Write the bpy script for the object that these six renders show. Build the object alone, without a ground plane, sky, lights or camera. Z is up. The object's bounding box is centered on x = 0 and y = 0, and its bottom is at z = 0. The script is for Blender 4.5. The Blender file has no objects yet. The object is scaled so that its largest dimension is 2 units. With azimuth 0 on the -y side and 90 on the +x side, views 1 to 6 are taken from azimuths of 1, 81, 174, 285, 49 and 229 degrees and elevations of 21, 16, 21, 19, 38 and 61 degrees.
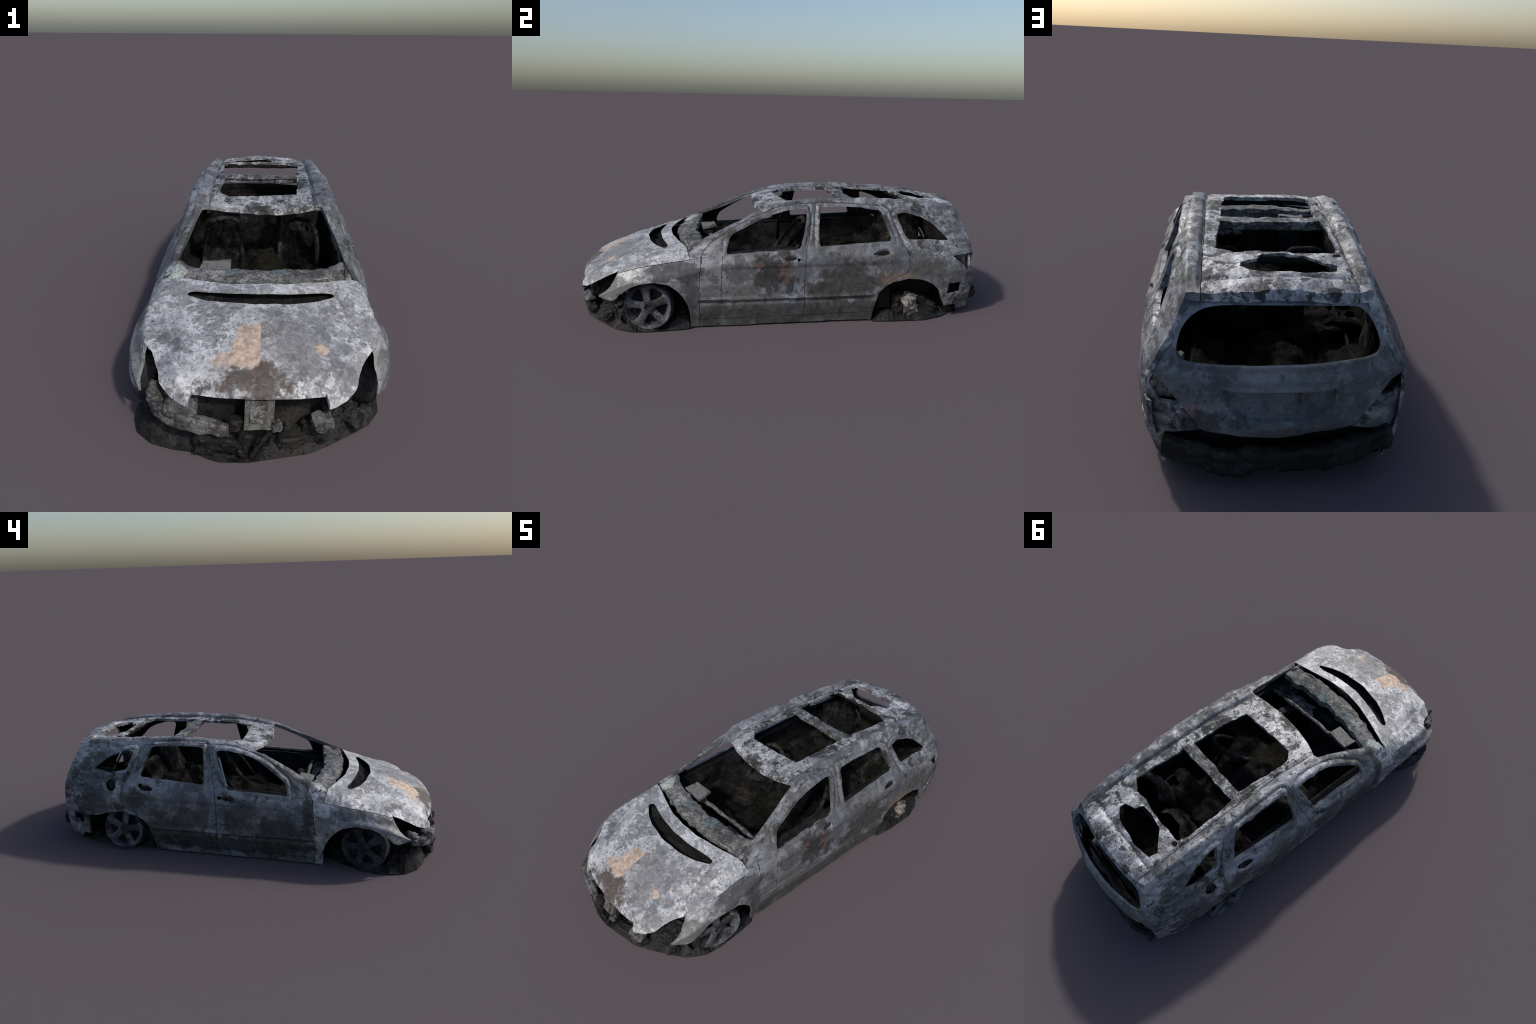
# Burnt-out estate car: a lofted thin-walled body shell, cut along its real seams
# and openings into panels, with a gutted interior, melted front end and bare rims.
import bpy, bmesh, math, random
import numpy as np
from mathutils import Vector, Matrix

random.seed(7)
RNG = np.random.default_rng(7)

# ------------------------------------------------------------------ utilities
def _hash(ix, iy, iz, seed):
    n = (ix * 73856093) ^ (iy * 19349663) ^ (iz * 83492791) ^ (seed * 2654435761)
    n = n & 0xFFFFFFFF
    n = ((n ^ (n >> 15)) * 2246822519) & 0xFFFFFFFF
    n = ((n ^ (n >> 13)) * 3266489917) & 0xFFFFFFFF
    return ((n ^ (n >> 16)) & 0xFFFF) / 32767.5 - 1.0

def vnoise(P, seed=1):
    P = np.asarray(P, float)
    i = np.floor(P).astype(np.int64)
    f = P - i
    f = f * f * f * (f * (f * 6 - 15) + 10)
    out = 0
    for dx in (0, 1):
        wx = f[..., 0] if dx else 1 - f[..., 0]
        for dy in (0, 1):
            wy = f[..., 1] if dy else 1 - f[..., 1]
            for dz in (0, 1):
                wz = f[..., 2] if dz else 1 - f[..., 2]
                out = out + wx * wy * wz * _hash(i[..., 0] + dx, i[..., 1] + dy, i[..., 2] + dz, seed)
    return out

def fbm(P, scale, octaves=3, seed=1):
    P = np.asarray(P, float)
    s, a, k = 0, 1.0, scale
    for o in range(octaves):
        s = s + a * vnoise(P * k + 17.3 * o, seed + o)
        a *= .5
        k *= 2.03
    return s

def smooth(a, b, x):
    t = np.clip((x - a) / (b - a), 0, 1)
    return t * t * (3 - 2 * t)

def pchip(xk, yk, x):
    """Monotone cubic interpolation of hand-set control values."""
    xk = np.asarray(xk, float); yk = np.asarray(yk, float); x = np.asarray(x, float)
    h = np.diff(xk); d = np.diff(yk) / h
    m = np.zeros_like(yk)
    m[0], m[-1] = d[0], d[-1]
    for i in range(1, len(xk) - 1):
        if d[i - 1] * d[i] > 0:
            w1 = 2 * h[i] + h[i - 1]; w2 = h[i] + 2 * h[i - 1]
            m[i] = (w1 + w2) / (w1 / d[i - 1] + w2 / d[i])
    i = np.clip(np.searchsorted(xk, x) - 1, 0, len(xk) - 2)
    t = np.clip((x - xk[i]) / h[i], 0, 1)
    return ((1 + 2 * t) * (1 - t) ** 2 * yk[i] + t * (1 - t) ** 2 * h[i] * m[i]
            + t * t * (3 - 2 * t) * yk[i + 1] + t * t * (t - 1) * h[i] * m[i + 1])

def dist_poly(px, py, poly, closed=False):
    """Distance from points to a 2D polyline."""
    pts = list(poly) + ([poly[0]] if closed else [])
    best = np.full(np.shape(px), 9.0)
    for (ax, ay), (bx, by) in zip(pts[:-1], pts[1:]):
        dx, dy = bx - ax, by - ay
        t = np.clip(((px - ax) * dx + (py - ay) * dy) / (dx * dx + dy * dy + 1e-12), 0, 1)
        best = np.minimum(best, np.hypot(px - ax - t * dx, py - ay - t * dy))
    return best

def chaikin(pts, n=2, closed=True):
    for _ in range(n):
        out = []
        m = len(pts)
        rng = range(m if closed else m - 1)
        if not closed:
            out.append(pts[0])
        for i in rng:
            a, b = pts[i], pts[(i + 1) % m]
            out.append((a[0] * .75 + b[0] * .25, a[1] * .75 + b[1] * .25))
            out.append((a[0] * .25 + b[0] * .75, a[1] * .25 + b[1] * .75))
        if not closed:
            out.append(pts[-1])
        pts = out
    return pts

def ragged(pts, amp, step=.012, seed=3):
    """Resample an outline and roughen it: a torn, burnt edge."""
    out = []
    m = len(pts)
    for i in range(m):
        a, b = pts[i], pts[(i + 1) % m]
        L = math.hypot(b[0] - a[0], b[1] - a[1])
        k = max(1, int(L / step))
        for j in range(k):
            t = j / k
            out.append((a[0] + (b[0] - a[0]) * t, a[1] + (b[1] - a[1]) * t))
    Q = np.array([(x, y, 0) for x, y in out])
    n1 = fbm(Q, 30, 2, seed); n2 = fbm(Q, 30, 2, seed + 9)
    return [(x + amp * a, y + amp * b) for (x, y), a, b in zip(out, n1, n2)]

COLL = bpy.context.scene.collection
def link(me, name, mats=()):
    ob = bpy.data.objects.new(name, me)
    COLL.objects.link(ob)
    for m in mats:
        me.materials.append(m)
    return ob

def mesh_from(verts, faces, name):
    me = bpy.data.meshes.new(name)
    me.from_pydata([tuple(v) for v in verts], [], faces)
    me.update()
    return me

def fix_normals(me):
    bm = bmesh.new(); bm.from_mesh(me)
    bmesh.ops.recalc_face_normals(bm, faces=bm.faces)
    bm.to_mesh(me); bm.free()

def shade(ob, angle=38):
    me = ob.data
    me.polygons.foreach_set('use_smooth', [True] * len(me.polygons))
    bm = bmesh.new(); bm.from_mesh(me)
    lim = math.radians(angle)
    for e in bm.edges:
        e.smooth = not (len(e.link_faces) == 2 and e.calc_face_angle(0) > lim)
    bm.to_mesh(me); bm.free()

def prism(poly, axis, lo, hi):
    """Closed prism: 2D outline swept along an axis. axis x:(y,z)  y:(x,z)  z:(x,y)."""
    n = len(poly)
    V = []
    for h in (lo, hi):
        for a, b in poly:
            V.append({'x': (h, a, b), 'y': (a, h, b), 'z': (a, b, h)}[axis])
    F = [list(range(n))[::-1], list(range(n, 2 * n))]
    F += [[i, (i + 1) % n, n + (i + 1) % n, n + i] for i in range(n)]
    return V, F

def cutter(parts):
    V, F = [], []
    for v, f in parts:
        o = len(V)
        V += v
        F += [[i + o for i in q] for q in f]
    me = mesh_from(V, F, 'cutter')
    bm = bmesh.new(); bm.from_mesh(me)
    bmesh.ops.triangulate(bm, faces=bm.faces)
    bmesh.ops.recalc_face_normals(bm, faces=bm.faces)
    bm.to_mesh(me); bm.free()
    return me

def strip(pts, w):
    """Outline of a thin band along a polyline: a panel gap."""
    pts = [np.array(p, float) for p in pts]
    L, R = [], []
    for i, p in enumerate(pts):
        a = pts[max(0, i - 1)]; b = pts[min(len(pts) - 1, i + 1)]
        d = (b - a) / (np.linalg.norm(b - a) + 1e-9)
        n = np.array([-d[1], d[0]]) * w / 2
        L.append(tuple(p + n)); R.append(tuple(p - n))
    return L + R[::-1]

def boolean(ob, cut_me, op='DIFFERENCE'):
    c = bpy.data.objects.new('cut', cut_me)
    COLL.objects.link(c)
    m = ob.modifiers.new('b', 'BOOLEAN')
    m.operation = op; m.solver = 'MANIFOLD'; m.object = c
    dg = bpy.context.evaluated_depsgraph_get()
    new = bpy.data.meshes.new_from_object(ob.evaluated_get(dg))
    ob.modifiers.clear()
    old = ob.data
    ob.data = new
    bpy.data.meshes.remove(old)
    bpy.data.objects.remove(c)

# ------------------------------------------------------------------ materials
class Nodes:
    def __init__(self, name):
        self.m = bpy.data.materials.new(name)
        self.m.use_nodes = True
        self.t = self.m.node_tree
        self.t.nodes.clear()
        self.out = self.n('ShaderNodeOutputMaterial')
        self.b = self.n('ShaderNodeBsdfPrincipled')
        self.l(self.b.outputs[0], self.out.inputs[0])
        self.co = self.n('ShaderNodeTexCoord').outputs['Object']
    def n(self, k, **kw):
        x = self.t.nodes.new(k)
        for a, v in kw.items():
            setattr(x, a, v)
        return x
    def l(self, a, b):
        self.t.links.new(a, b)
    def noise(self, scale, detail=5, rough=.6, dist=0.0, stretch=None, seed=0.0):
        mp = self.n('ShaderNodeMapping')
        self.l(self.co, mp.inputs[0])
        mp.inputs['Location'].default_value = (seed, seed * .7, -seed)
        if stretch:
            mp.inputs['Scale'].default_value = stretch
        x = self.n('ShaderNodeTexNoise')
        x.inputs['Scale'].default_value = scale
        x.inputs['Detail'].default_value = detail
        x.inputs['Roughness'].default_value = rough
        x.inputs['Distortion'].default_value = dist
        self.l(mp.outputs[0], x.inputs['Vector'])
        return x.outputs['Fac']
    def voronoi(self, scale, feature='DISTANCE_TO_EDGE'):
        x = self.n('ShaderNodeTexVoronoi', feature=feature)
        x.inputs['Scale'].default_value = scale
        self.l(self.co, x.inputs['Vector'])
        return x.outputs[0]
    def ramp(self, fac, stops, mode='LINEAR'):
        r = self.n('ShaderNodeValToRGB')
        r.color_ramp.interpolation = mode
        el = r.color_ramp.elements
        while len(el) < len(stops):
            el.new(.5)
        for e, (p, c) in zip(el, stops):
            e.position = p
            e.color = (*c, 1) if len(c) == 3 else c
        self.l(fac, r.inputs[0])
        return r.outputs[0]
    def step(self, fac, a, b):
        r = self.n('ShaderNodeMapRange', interpolation_type='SMOOTHSTEP')
        r.inputs[1].default_value = a
        r.inputs[2].default_value = b
        self.l(fac, r.inputs[0])
        return r.outputs[0]
    def math(self, op, a, b=None):
        x = self.n('ShaderNodeMath', operation=op)
        for i, v in enumerate((a, b)):
            if v is None:
                continue
            if isinstance(v, (int, float)):
                x.inputs[i].default_value = v
            else:
                self.l(v, x.inputs[i])
        return x.outputs[0]
    def mix(self, fac, a, b, blend='MIX'):
        x = self.n('ShaderNodeMix', data_type='RGBA', blend_type=blend)
        for i, v in ((0, fac), (6, a), (7, b)):
            if isinstance(v, (int, float)):
                x.inputs[i].default_value = v
            elif isinstance(v, tuple):
                x.inputs[i].default_value = (*v, 1)
            else:
                self.l(v, x.inputs[i])
        return x.outputs[2]
    def blob(self, centre, radii, edge=.5, warp=.55, scale=16, seed=0.0):
        """Mask of one stained patch: an ellipsoid with an edge broken by noise."""
        v = self.n('ShaderNodeVectorMath', operation='SUBTRACT')
        self.l(self.co, v.inputs[0]); v.inputs[1].default_value = centre
        d = self.n('ShaderNodeVectorMath', operation='DIVIDE')
        self.l(v.outputs[0], d.inputs[0]); d.inputs[1].default_value = radii
        ln = self.n('ShaderNodeVectorMath', operation='LENGTH')
        self.l(d.outputs[0], ln.inputs[0])
        nz = self.math('MULTIPLY', self.math('SUBTRACT', self.noise(scale, 6, .65, .4, seed=seed), .5), warp * 4)
        s = self.math('ADD', ln.outputs['Value'], nz)
        return self.step(s, 1 + edge / 2, 1 - edge / 2)
    def bump(self, h, strength=.4, distance=.004):
        b = self.n('ShaderNodeBump')
        b.inputs['Strength'].default_value = strength
        b.inputs['Distance'].default_value = distance
        self.l(h, b.inputs['Height'])
        self.l(b.outputs[0], self.b.inputs['Normal'])

def metal(name, tones, pit=.35, char=None, blobs=(), blue=.3, rough=.62, grain=1.0, streak=None, bump=.35, metallic=0.0,
          flake=.6, wisps=.2, spec=.22, cracks=.0, mottle=.6):
    """Fire-scaled sheet steel: clouded greys, crisp flakes, pits, cracks and stained patches."""
    N = Nodes(name)
    lo, mid, hi = tones
    f1 = N.noise(6 * grain, 7, .62, .3)
    col = N.ramp(f1, [(.36, mid), (.64, hi)])
    f2 = N.step(N.noise(4.5, 4, .5, .3, seed=3), .45, .66)
    col = N.mix(N.math('MULTIPLY', f2, blue), col, N.mix(.55, col, (.27, .33, .46)))
    # flaked-off areas, sharp-edged, gathered in clouds
    fb = N.noise(17 * grain, 11, .72, .25, seed=31)
    fc = N.step(N.noise(4.2, 3, .5, seed=13), .36, .62)
    thr = N.math('ADD', fb, N.math('MULTIPLY', N.math('SUBTRACT', fc, .5), .10))
    fl = N.step(thr, .50, .535)
    col = N.mix(N.math('MULTIPLY', fl, flake), col, N.mix(N.noise(38 * grain, 6, .7, seed=7), lo, mid))
    # pale curled rims round the flakes
    rim = N.math('MULTIPLY', N.step(thr, .470, .495), N.step(thr, .520, .500))
    col = N.mix(N.math('MULTIPLY', rim, wisps), col, tuple(min(.85, c * 1.35 + .04) for c in hi))
    if streak:
        fs = N.noise(13, 8, .7, .2, stretch=streak, seed=9)
        col = N.mix(.8, col, N.ramp(fs, [(.36, (.16, .16, .16)), (.48, (.75, .75, .75)), (.60, (1.35, 1.35, 1.36))]), 'MULTIPLY')
    f3 = N.noise(70 * grain, 7, .75, .3, seed=5)
    col = N.mix(mottle, col, N.ramp(f3, [(.34, (.38, .37, .36)), (.5, (.98, .98, .98)), (.64, (1.4, 1.4, 1.42))]), 'MULTIPLY')
    f4 = N.math('MULTIPLY', N.step(N.noise(85 * grain, 4, .6, seed=11), .57, .63), N.step(N.noise(8, 3, .6, seed=2), .42, .58))
    col = N.mix(N.math('MULTIPLY', f4, pit), col, (.03, .028, .027))
    if cracks:
        v = N.n('ShaderNodeTexVoronoi', feature='DISTANCE_TO_EDGE')
        v.inputs['Scale'].default_value = 20
        va = N.n('ShaderNodeVectorMath', operation='ADD')
        N.l(N.co, va.inputs[0])
        nn = N.n('ShaderNodeTexNoise'); nn.inputs['Scale'].default_value = 25; N.l(N.co, nn.inputs['Vector'])
        sc = N.n('ShaderNodeVectorMath', operation='SCALE'); sc.inputs['Scale'].default_value = .10
        N.l(nn.outputs['Color'], sc.inputs[0]); N.l(sc.outputs[0], va.inputs[1]); N.l(va.outputs[0], v.inputs['Vector'])
        ck = N.step(v.outputs[0], .06, .02)
        col = N.mix(N.math('MULTIPLY', ck, cracks), col, (.02, .02, .02))
    if char:
        scale, a, b, ccol = char
        fch = N.step(N.noise(scale, 10, .70, .3, seed=21), a, b)
        cc = N.mix(N.noise(45, 6, .75, seed=6), tuple(c * .5 for c in ccol), tuple(c * 1.9 for c in ccol))
        col = N.mix(N.math('MULTIPLY', fch, .92), col, cc)
    for k, bl in enumerate(blobs):
        centre, radii, c, amt = bl[:4]
        opt = dict(bl[4]) if len(bl) > 4 else {}
        clip = opt.pop('clip', None)
        m = N.blob(centre, radii, seed=k * 3.1 + 1, **opt)
        if clip:                                            # patch that ends on a crease: keep x below the clip line
            sx = N.n('ShaderNodeSeparateXYZ'); N.l(N.co, sx.inputs[0])
            m = N.math('MULTIPLY', m, N.step(sx.outputs[0], clip + .002, clip - .002))
        cc = N.mix(N.step(N.noise(42, 8, .75, seed=k), .34, .66), tuple(x * .55 for x in c), tuple(min(1, x * 1.3) for x in c))
        holes = N.math('SUBTRACT', 1.0, N.math('MULTIPLY', N.step(N.noise(30, 9, .75, seed=k + 40.0), .58, .62), .55))
        col = N.mix(N.math('MULTIPLY', N.math('MULTIPLY', m, amt), holes), col, cc)
    N.l(col, N.b.inputs['Base Color'])
    if metallic:
        bw = N.n('ShaderNodeRGBToBW'); N.l(col, bw.inputs[0])
        mr = N.n('ShaderNodeMapRange', interpolation_type='SMOOTHSTEP')
        mr.inputs[1].default_value = .05; mr.inputs[2].default_value = .17
        mr.inputs[3].default_value = 0.0; mr.inputs[4].default_value = metallic
        N.l(bw.outputs[0], mr.inputs[0]); N.l(mr.outputs[0], N.b.inputs['Metallic'])
    N.b.inputs['Specular IOR Level'].default_value = spec
    r = N.n('ShaderNodeMapRange'); r.inputs[3].default_value = rough - .12; r.inputs[4].default_value = rough + .2
    N.l(f3, r.inputs[0]); N.l(r.outputs[0], N.b.inputs['Roughness'])
    h = N.math('ADD', N.math('MULTIPLY', fl, -.25), N.math('ADD', N.math('MULTIPLY', f3, .55), N.math('MULTIPLY', f4, -.4)))
    h = N.math('ADD', h, N.math('MULTIPLY', fb, .7))
    N.bump(h, bump, .006)
    return N.m

RUST = (.50, .385, .31)
DARK = (.032, .030, .029)
hood_blobs = [
    ((.13, -.82, .3), (.15, .13, .12), (.15, .15, .158), .7, dict(edge=.9, warp=1.0, scale=22)),
    ((-.02, -.945, .24), (.11, .045, .08), (.085, .065, .055), .9, dict(edge=.6, warp=1.1, scale=22)),
    ((-.030, -.832, .30), (.056, .075, .14), RUST, .97, dict(edge=.2, warp=.40, scale=16, clip=.004)),
    ((-.085, -.880, .28), (.055, .022, .12), RUST, .9, dict(edge=.3, warp=.6, scale=20)),
    ((.190, -.832, .29), (.022, .018, .1), RUST, .9, dict(edge=.3, warp=.5, scale=30)),
    ((-.262, -.80, .29), (.022, .028, .08), (.14, .14, .15), .85, dict(edge=.15, warp=.5, scale=22)),
    ((-.300, -.77, .29), (.022, .022, .08), (.14, .14, .15), .8, dict(edge=.15, warp=.5, scale=22)),
]
M_HOOD = metal('burnt_hood_metal', metallic=.22, rough=.52, flake=.6, wisps=.35, grain=.9, mottle=.75, tones=((.05, .05, .052), (.28, .282, .288), (.56, .565, .58)), pit=.5, blobs=hood_blobs, blue=.35)
side_blobs = [
    # right-hand side (positive x)
    ((.40, -.085, .25), (.2, .10, .105), DARK, .92, dict(edge=.5, warp=1.0, scale=13)),
    ((.40, -.165, .30), (.2, .022, .02), (.16, .105, .088), .75, dict(edge=.5, warp=1.1, scale=34)),
    ((.40, -.03, .27), (.2, .03, .045), (.16, .105, .088), .6, dict(edge=.5, warp=1.3, scale=34)),
    ((.40, -.57, .285), (.2, .16, .05), (.085, .085, .09), .9, dict(edge=.15, warp=.5, scale=13)),
    ((.40, -.465, .20), (.2, .03, .10), (.085, .085, .09), .9, dict(edge=.15, warp=.5, scale=13)),
    ((.40, -.74, .30), (.2, .08, .05), (.5, .5, .51), .6, dict(edge=.6, warp=.9, scale=30)),
    ((.40, .25, .21), (.2, .16, .10), (.05, .048, .046), .85, dict(edge=.4, warp=1.0, scale=13)),
    ((.40, .12, .17), (.2, .09, .05), (.06, .056, .052), .7, dict(edge=.6, warp=1.1, scale=16)),
    ((.40, .16, .31), (.2, .06, .03), (.14, .145, .17), .6, dict(edge=.5, warp=.8, scale=18)),
    ((.40, .48, .215), (.2, .075, .03), (.14, .088, .07), .75, dict(edge=.7, warp=1.1, scale=34)),
    ((.40, .56, .225), (.2, .05, .018), (.24, .175, .115), .5, dict(edge=.7, warp=1.2, scale=34)),
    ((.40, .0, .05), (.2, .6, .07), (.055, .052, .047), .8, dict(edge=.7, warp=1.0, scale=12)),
    ((.40, -.25, .14), (.2, .17, .08), (.10, .096, .088), .6, dict(edge=.9, warp=1.0, scale=12)),
    ((.40, .70, .25), (.2, .16, .06), (.09, .085, .078), .55, dict(edge=.9, warp=1.0, scale=14)),
    # left-hand side
    ((-.40, .30, .14), (.2, .16, .10), (.040, .037, .034), .85, dict(edge=.6, warp=1.0, scale=11)),
    ((-.40, -.28, .15), (.2, .13, .09), (.040, .037, .034), .8, dict(edge=.6, warp=1.0, scale=11)),
    ((-.40, -.05, .20), (.2, .06, .07), (.045, .042, .039), .8, dict(edge=.5, warp=.9, scale=13)),
    ((-.40, .19, .20), (.2, .06, .06), (.07, .07, .072), .85, dict(edge=.2, warp=.5, scale=14)),
    ((-.40, .12, .25), (.2, .03, .10), (.08, .08, .085), .8, dict(edge=.3, warp=.5, scale=14)),
    ((-.40, -.09, .27), (.2, .05, .05), (.09, .09, .095), .75, dict(edge=.3, warp=.7, scale=16)),
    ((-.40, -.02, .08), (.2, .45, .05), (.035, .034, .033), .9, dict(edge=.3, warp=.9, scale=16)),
    ((-.40, -.40, .25), (.2, .02, .12), (.05, .05, .05), .85, dict(edge=.3, warp=.9, scale=22)),
    ((-.40, .72, .25), (.2, .12, .05), (.05, .048, .047), .85, dict(edge=.5, warp=.8, scale=20)),
    ((-.40, .47, .29), (.2, .05, .05), (.05, .05, .05), .85, dict(edge=.4, warp=.7, scale=16)),
    ((-.33, .68, .45), (.15, .10, .04), (.05, .05, .05), .75, dict(edge=.8, warp=1.0, scale=24)),
    ((-.40, -.60, .29), (.2, .07, .03), (.10, .10, .105), .8, dict(edge=.2, warp=.7, scale=22)),
]
M_SIDE = metal('burnt_side_metal', metallic=.45, rough=.50, grain=.5, mottle=.5, flake=.6, wisps=.1, tones=((.022, .021, .020), (.125, .125, .126), (.31, .317, .335)), pit=.7,
               char=(5, .58, .61, (.030, .029, .028)), blobs=side_blobs, blue=.3)
M_FENDER = metal('burnt_fender_metal', metallic=.4, rough=.50, grain=.6, mottle=.5, flake=.6, wisps=.15, tones=((.03, .03, .031), (.18, .181, .184), (.42, .424, .435)), pit=.6,
                 blobs=side_blobs, blue=.25)
M_ROOF = metal('burnt_roof_metal', metallic=.3, rough=.52, flake=.85, mottle=.7, wisps=.3, tones=((.010, .010, .010), (.15, .151, .154), (.54, .543, .555)), pit=.8,
               char=(13, .54, .59, (.022, .021, .021)), blue=.2, streak=(2.2, .7, 1.5), grain=1.1, bump=.5)
M_PILLAR = metal('burnt_pillar_metal', metallic=.42, rough=.50, mottle=.55, flake=.65, wisps=.12, tones=((.018, .018, .018), (.135, .136, .139), (.40, .405, .42)), pit=.8,
                 char=(10, .55, .60, (.026, .025, .025)), blobs=side_blobs, blue=.3, grain=.7, streak=(1.0, .35, 1.6), bump=.4)
M_GATE = metal('burnt_tailgate_metal', metallic=.4, rough=.60, grain=.5, mottle=.5, flake=.55, wisps=.1, tones=((.028, .028, .029), (.11, .112, .117), (.26, .266, .28)), pit=.5, blue=.5,
               blobs=[((.22, .96, .20), (.11, .2, .03), (.06, .055, .055), .85, dict(edge=.3, warp=.7, scale=20)),
                      ((.24, .96, .225), (.03, .2, .02), (.30, .2, .17), .6, dict(edge=.5, warp=.8, scale=26)),
                      ((-.1, .96, .165), (.22, .2, .02), (.07, .065, .06), .8, dict(edge=.5, warp=.8, scale=24))])
M_SOOT = metal('soot_metal', spec=.08, wisps=.15, tones=((.003, .003, .003), (.008, .008, .008), (.022, .021, .020)), pit=.3, blue=.05, rough=.8,
               char=(16, .66, .72, (.03, .027, .024)))
M_CHAR = metal('charred_debris', spec=.22, wisps=.2, tones=((.002, .002, .002), (.007, .0067, .0064), (.030, .028, .026)), pit=.3, blue=.05, rough=.45, grain=1.3,
               char=(16, .64, .69, (.08, .075, .068)), bump=.8)
M_ASH = metal('ash_grey_metal', mottle=.9, flake=.8, metallic=.4, rough=.45, tones=((.010, .010, .010), (.055, .053, .05), (.24, .235, .225)), pit=.6, blue=.1, grain=2.0,
              char=(14, .54, .62, (.03, .029, .028)), bump=.7)
M_SEAT = metal('burnt_seat', spec=.06, wisps=.15, tones=((.002, .002, .002), (.006, .0057, .0054), (.045, .042, .038)), pit=.3, blue=.05, rough=.75,
               streak=(3.0, 3.0, .5), grain=1.8, bump=.7)
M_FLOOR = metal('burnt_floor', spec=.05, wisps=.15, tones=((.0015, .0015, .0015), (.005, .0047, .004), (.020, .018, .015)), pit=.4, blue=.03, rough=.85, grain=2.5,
                blobs=[((.05, .0, .1), (.10, .10, .2), (.018, .018, .009), .6, dict(edge=.8, warp=.8, scale=20))], bump=.9)
M_RIM = metal('burnt_alloy', metallic=.4, rough=.45, tones=((.012, .012, .012), (.045, .045, .047), (.17, .175, .19)), pit=.5, blue=.3, grain=2.5, bump=.5,
              char=(13, .46, .55, (.020, .019, .019)))
M_TYRE = metal('tyre_remains', spec=.12, wisps=.15, tones=((.008, .008, .008), (.02, .02, .021), (.05, .05, .053)), pit=.3, blue=.1, grain=2)
M_HUB = metal('rusty_hub', ((.03, .027, .025), (.11, .10, .094), (.30, .28, .262)), pit=.6, blue=.05, grain=3,
              char=(20, .52, .58, (.04, .034, .03)))
M_COWL = metal('scorched_cowl', cracks=.6, tones=((.012, .012, .012), (.075, .074, .072), (.30, .298, .29)), pit=.8, blue=.1, grain=2,
               char=(12, .56, .62, (.04, .039, .038)), bump=.9,
               blobs=[((-.10, -.445, .36), (.022, .03, .1), (.17, .25, .26), .5, dict(edge=.5, warp=.8, scale=24)),
                      ((.07, -.445, .36), (.028, .03, .1), (.17, .25, .26), .5, dict(edge=.5, warp=.8, scale=24)),
                      ((-.30, -.46, .38), (.03, .05, .05), (.40, .46, .44), .8, dict(edge=.4, warp=.4, scale=24))])
M_PANEL = metal('scorched_panel', ((.035, .035, .032), (.085, .085, .078), (.17, .168, .157)), pit=.4, blue=.05, grain=1.5)
M_TEAL = metal('bare_primer', ((.10, .17, .18), (.16, .26, .27), (.25, .34, .35)), pit=.5, blue=.0, grain=2)

# ------------------------------------------------------------------ body loft
# Section control rows, each a list of (y, x, z) stations.
R0 = [(-.995, 0, .175), (-.975, 0, .216), (-.94, 0, .250), (-.9, 0, .272), (-.85, 0, .298), (-.8, 0, .319), (-.72, 0, .346),
      (-.66, 0, .360), (-.6, 0, .372), (-.55, 0, .382), (-.5, 0, .392), (-.42, 0, .42), (-.3, 0, .465), (-.2, 0, .505), (-.135, 0, .526),
      (-.06, 0, .548), (0, 0, .556), (.1, 0, .563), (.3, 0, .566), (.5, 0, .563), (.6, 0, .563), (.72, 0, .560), (.82, 0, .554), (.9, 0, .53), (1.02, 0, .48)]
R2 = [(-.995, .16, .125), (-.962, .205, .186), (-.93, .234, .224), (-.9, .252, .244), (-.85, .270, .264), (-.787, .288, .283), (-.7, .306, .306),
      (-.615, .321, .330), (-.54, .331, .352), (-.484, .337, .369), (-.42, .325, .398), (-.3, .300, .452), (-.2, .281, .497), (-.1, .264, .541), (-.02, .258, .562),
      (.1, .257, .577), (.3, .257, .582), (.5, .256, .574), (.65, .254, .562), (.75, .252, .552), (.84, .251, .527), (.9, .249, .498), (1.02, .245, .42)]
R3 = [(-.995, .165, .105), (-.966, .210, .170), (-.94, .255, .186), (-.909, .287, .206), (-.874, .301, .226), (-.824, .327, .256), (-.787, .356, .274), (-.74, .370, .290), (-.7, .376, .300), (-.615, .379, .313),
      (-.484, .376, .329), (-.42, .366, .352), (-.3, .332, .425), (-.2, .312, .475), (-.1, .299, .517), (-.02, .294, .543), (.1, .293, .558), (.3, .293, .558),
      (.5, .288, .541), (.65, .285, .522), (.75, .283, .497), (.84, .279, .468), (.9, .275, .445), (1.02, .26, .40)]
R4 = [(-.995, .17, .09), (-.962, .225, .14), (-.93, .305, .150), (-.9, .350, .167), (-.85, .363, .196), (-.82, .371, .213), (-.787, .386, .238), (-.7, .404, .266), (-.615, .407, .275),
      (-.484, .394, .298), (-.42, .386, .32), (-.3, .372, .348), (0, .367, .364), (.125, .366, .374), (.48, .358, .387), (.65, .351, .391), (.8, .338, .381), (.9, .325, .365), (1.02, .28, .33)]
R5 = [(-.995, .175, .075), (-.962, .23, .12), (-.93, .32, .135), (-.9, .358, .150), (-.873, .370, .163), (-.85, .380, .178), (-.787, .407, .212), (-.7, .418, .24), (-.636, .421, .245),
      (-.55, .416, .248), (-.484, .406, .258), (-.42, .400, .275), (-.3, .398, .302), (0, .398, .318), (.2, .399, .325), (.43, .399, .332), (.62, .388, .335), (.786, .381, .314), (.86, .365, .312), (.9, .351, .31), (1.02, .30, .29)]
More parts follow.
